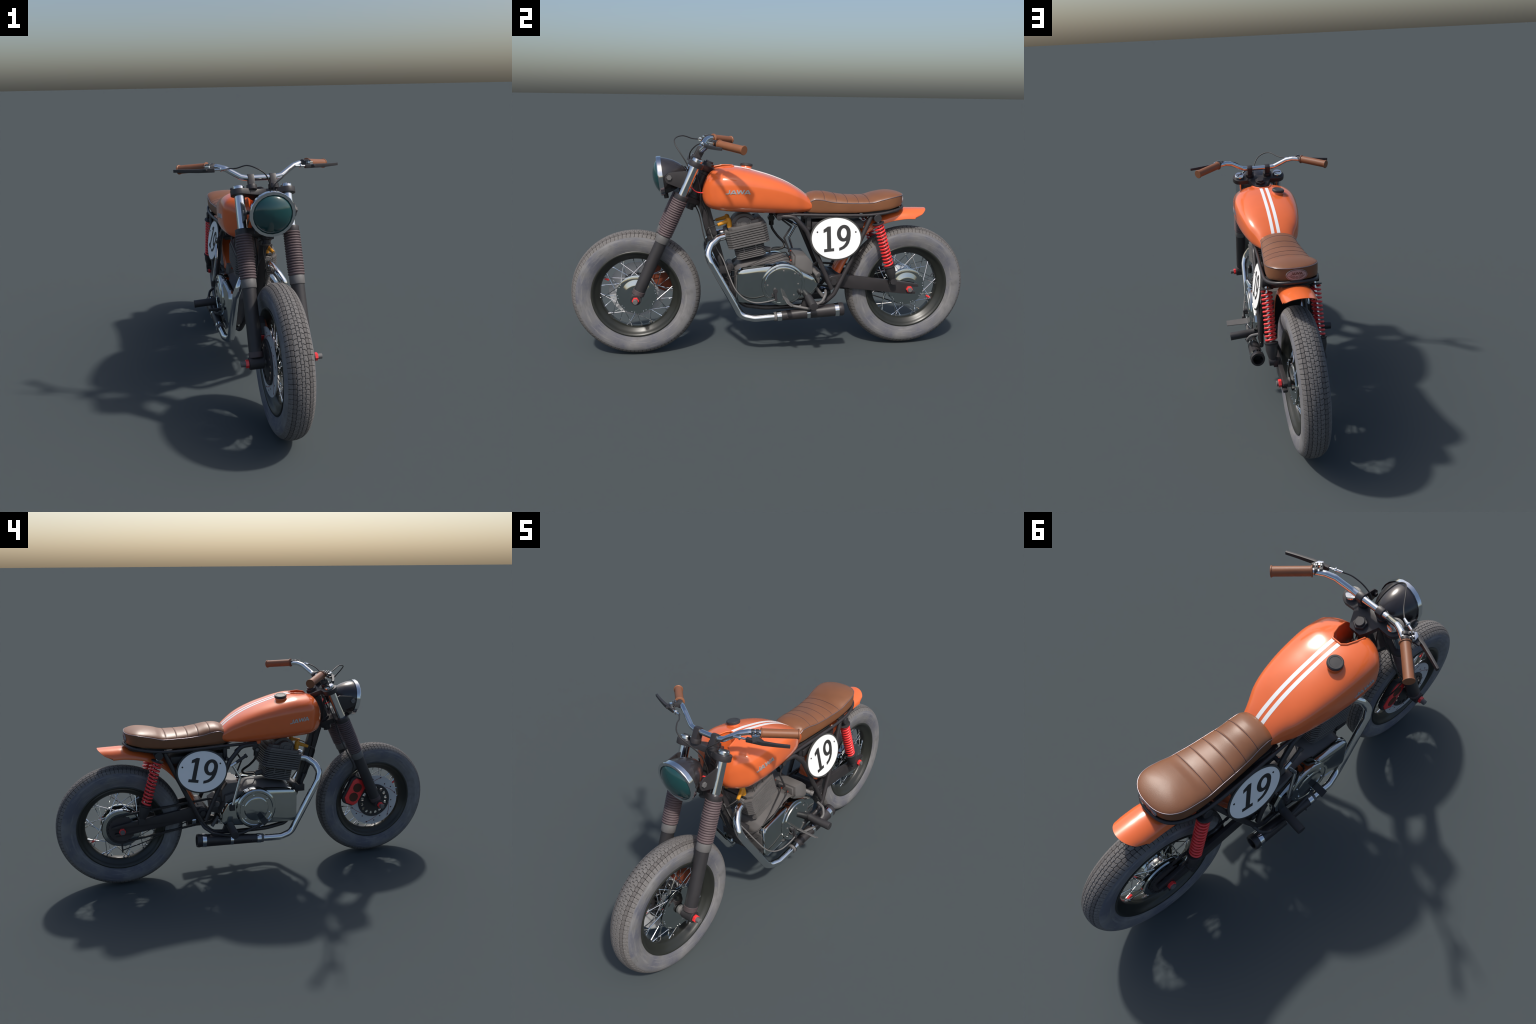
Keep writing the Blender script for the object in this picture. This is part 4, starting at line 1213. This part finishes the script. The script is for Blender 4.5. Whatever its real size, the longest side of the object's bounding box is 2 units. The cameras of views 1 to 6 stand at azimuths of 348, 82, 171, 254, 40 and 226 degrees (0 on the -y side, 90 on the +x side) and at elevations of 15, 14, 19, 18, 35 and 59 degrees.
for i in range(6):
    a = math.radians(20 + 60 * i)
    s.lathe([(0.0, 0.0046), (0.003, 0.0040), (0.004, 0.001)], (-0.1422, 0.0145 + 0.074 * math.cos(a), 0.3755 + 0.074 * math.sin(a)), (-1, 0, 0), 12, 0, True)
build(s, "cover_screw", CHROME, engine, angle=30)
# boxes behind the cylinders (starter / breather housings)
s = Shape()
s.prism([(0.088, 0.415), (0.176, 0.410), (0.176, 0.468), (0.146, 0.503), (0.090, 0.505)], (-0.076, 0, 0), (0, 1, 0), (0, 0, 1), 0.170)
s.prism([(0.072, 0.420), (0.168, 0.412), (0.166, 0.446), (0.076, 0.466)], (-0.104, 0, 0), (0, 1, 0), (0, 0, 1), 0.026)
s.box((0.040, 0.083, 0.476), (0.085, 0.012, 0.044))
s.cyl((0.066, 0.178, 0.430), (0.112, 0.198, 0.412), 0.0105, seg=16)
s.cyl((0.106, 0.196, 0.414), (0.120, 0.202, 0.409), 0.0135, seg=16)
s.cyl((-0.085, 0.205, 0.405), (-0.100, 0.212, 0.405), 0.014, seg=16)
s.prism([(0.17, 0.33), (0.225, 0.345), (0.232, 0.405), (0.20, 0.425), (0.16, 0.42)], (-0.045, 0, 0), (0, 1, 0), (0, 0, 1), 0.09)
build(s, "gearbox_housing", ENGINE, engine, angle=30, bevel=0.002)
s = Shape()
for (x_, z_) in ((0.020, 0.480), (0.055, 0.472)):
    s.cyl((x_, 0.068, z_), (x_, 0.079, z_), 0.0046, seg=10)
for (x_, z_) in ((-0.030, 0.500), (-0.060, 0.490)):
    s.cyl((x_, 0.080, z_), (x_, 0.092, z_), 0.0042, seg=10)
build(s, "red_terminal", material("terminal_red", (0.22, 0.030, 0.012), 0.5), engine)
for pts in ([(0.020, 0.068, 0.480), (0.026, 0.052, 0.506), (0.055, 0.020, 0.510), (0.080, -0.050, 0.498), (0.097, -0.130, 0.468), (0.096, -0.205, 0.440), (0.045, -0.250, 0.430)],
            [(0.055, 0.068, 0.472), (0.068, 0.056, 0.498), (0.088, 0.020, 0.496), (0.102, -0.060, 0.474), (0.110, -0.140, 0.455), (0.102, -0.210, 0.412), (0.045, -0.250, 0.390)],
            [(-0.030, 0.088, 0.500), (-0.040, 0.06, 0.515), (-0.030, 0.0, 0.520), (0.02, -0.03, 0.515)]):
    cable("engine_wire", pts, 0.0026)
# front engine mounts and small tin on the down tube
s = Shape()
s.cyl((-0.05, -0.226, 0.445), (0.05, -0.226, 0.445), 0.016, seg=18)
s.cyl((-0.045, -0.222, 0.330), (0.045, -0.222, 0.330), 0.013, seg=18)
s.box((0.0, -0.252, 0.430), (0.104, 0.055, 0.036))
s.cyl((0.026, -0.285, 0.50), (0.026, -0.262, 0.425), 0.010, seg=14)
s.cyl((-0.026, -0.285, 0.50), (-0.026, -0.262, 0.425), 0.010, seg=14)
build(s, "engine_mount", DARK, engine, angle=30, bevel=0.001)

# ------------------------------------------------------------------ exhausts
EX = fillet([(0.046, -0.236, 0.602), (0.056, -0.285, 0.594), (0.080, -0.324, 0.564), (0.103, -0.342, 0.526), (0.114, -0.327, 0.485), (0.121, -0.180, 0.214), (0.139, -0.115, 0.2035), (0.1415, -0.015, 0.2105)], [0, 0.05, 0.05, 0.05, 0.05, 0.06, 0.06, 0], 7)
exs = both_sides(Shape().tube(EX, 0.0178, 22), "exhaust_pipe", CHROME, root, angle=60)
m0, m1 = V((0.1413, -0.030, 0.2095)), V((0.1413, 0.327, 0.2395))
md = (m1 - m0).normalized(); ML = (m1 - m0).length
s = Shape()
s.lathe([(0.030, 0.018), (0.036, 0.0225), (0.10, 0.0245), (ML - 0.020, 0.0330), (ML - 0.010, 0.0345), (ML, 0.0320), (ML, 0.0235), (ML - 0.05, 0.0225), (ML - 0.05, 0.0)], m0, md, 36, 0)
for t_, a_ in ((0.075, 100), (0.075, -80), (0.20, -80), (ML - 0.03, 70)):
    e1_, e2_, _ = basis(md)
    dr = e1_ * math.cos(math.radians(a_)) + e2_ * math.sin(math.radians(a_))
    c = m0 + md * t_ + dr * 0.0225
    s.cyl(c, c + dr * 0.008, 0.004, seg=8)
muf = both_sides(s, "muffler", FRAME, root, angle=30)
s = Shape()
for (t_, w_, r_) in ((0.010, 0.012, 0.0222), (0.024, 0.022, 0.0250), (0.172, 0.016, 0.0282), (ML - 0.045, 0.020, 0.0345)):
    s.lathe([(t_, r_ - 0.004), (t_, r_), (t_ + w_, r_ + 0.0004), (t_ + w_, r_ - 0.004)], m0, md, 36, 0 if t_ > 0.011 else 1)
e1_, e2_, _ = basis(md)
both_sides(s, "muffler_clamp", [CHROME, GREYM], root, angle=30)

# ------------------------------------------------------------------ foot controls
s = Shape()
s.cyl((0.110, 0.1515, 0.300), (0.135, 0.1515, 0.299), 0.0115, seg=16)
s.cyl((0.132, 0.1515, 0.299), (0.252, 0.1550, 0.292), 0.0195, seg=24, chamfer=0.001)
s.prism([(0.12, 0.245), (0.19, 0.250), (0.168, 0.306), (0.138, 0.306)], (0.094, 0, 0), (0, 1, 0), (0, 0, 1), 0.02)
peg = both_sides(s, "footpeg", DARK, root, angle=30, bevel=0.0006)
s = Shape().tube(fillet([(0.120, 0.240, 0.330), (0.160, 0.232, 0.322), (0.176, 0.212, 0.292), (0.168, 0.150, 0.254), (0.152, 0.070, 0.266), (0.160, 0.040, 0.292)], 0.03, 6), 0.0068, 12)
s.prism([(0.150, -0.018), (0.258, -0.014), (0.258, 0.014), (0.150, 0.014)], (0, 0.033, 0.306), X_, V((0, 0.80, -0.60)).normalized(), 0.005)
build(s, "brake_pedal", GREYM, root, angle=30)
s = Shape().tube(fillet([(-0.118, 0.300, 0.330), (-0.150, 0.290, 0.310), (-0.165, 0.250, 0.280), (-0.160, 0.160, 0.252), (-0.150, 0.080, 0.258), (-0.146, -0.010, 0.290)], 0.03, 6), 0.0068, 12)
s.prism([(-0.200, -0.016), (-0.130, -0.016), (-0.130, 0.016), (-0.200, 0.016)], (0, -0.022, 0.312), X_, V((0, 0.80, -0.60)).normalized(), 0.006)
s.cyl((-0.125, 0.022, 0.2745), (-0.152, 0.022, 0.2745), 0.006, seg=12)
build(s, "foot_lever", DARK, root, angle=30)
# kick starter on the left
s = Shape()
s.cyl((-0.118, 0.143, 0.398), (-0.160, 0.143, 0.398), 0.0125, seg=18, mi=1)
s.box((-0.150, 0.143, 0.400), (0.016, 0.026, 0.030), mi=1)
s.tube(fillet([(-0.150, 0.142, 0.405), (-0.136, 0.096, 0.548), (-0.127, 0.131, 0.615)], [0, 0.012, 0], 5), 0.0070, 12, 0)
s.cyl((-0.126, 0.140, 0.610), (-0.126, 0.112, 0.626), 0.0085, seg=14, mi=0)
s.cyl((-0.126, 0.114, 0.625), (-0.122, 0.062, 0.655), 0.0078, seg=14, mi=1)
s.cyl((-0.1225, 0.066, 0.6525), (-0.122, 0.056, 0.6585), 0.0105, seg=14, mi=1)
build(s, "kick_starter", [CHROME, DARK], root, angle=30)
# clutch arm on the right round cover, with its cable
s = Shape()
s.cyl((0.146, -0.018, 0.346), (0.162, -0.018, 0.346), 0.0115, seg=18)
s.prism(stroke([(-0.018, 0.346), (-0.016, 0.306)], 0.011), (0.158, 0, 0), (0, 1, 0), (0, 0, 1), 0.008)
s.cyl((0.156, -0.016, 0.308), (0.174, -0.016, 0.308), 0.0070, seg=14)
s.cyl((0.148, -0.030, 0.325), (0.160, -0.030, 0.325), 0.006, seg=12)
build(s, "clutch_arm", DARK, root, angle=30)
cable("clutch_cable", [(0.168, -0.016, 0.308), (0.164, -0.060, 0.296), (0.156, -0.115, 0.290), (0.146, -0.165, 0.308), (0.132, -0.208, 0.350), (0.096, -0.236, 0.410), (0.050, -0.262, 0.480), (0.024, -0.295, 0.540), (0.02, -0.33, 0.64)], 0.0034, GREYM)
s = Shape()
for (a, b) in (((0.085, 0.19, 0.345), (0.085, 0.235, 0.29)), ((-0.085, 0.20, 0.335), (-0.085, 0.235, 0.285))):
    s.cyl(a, b, 0.009, seg=14)
build(s, "engine_stay", GREYM, engine, angle=30)
bpy.context.view_layer.update()
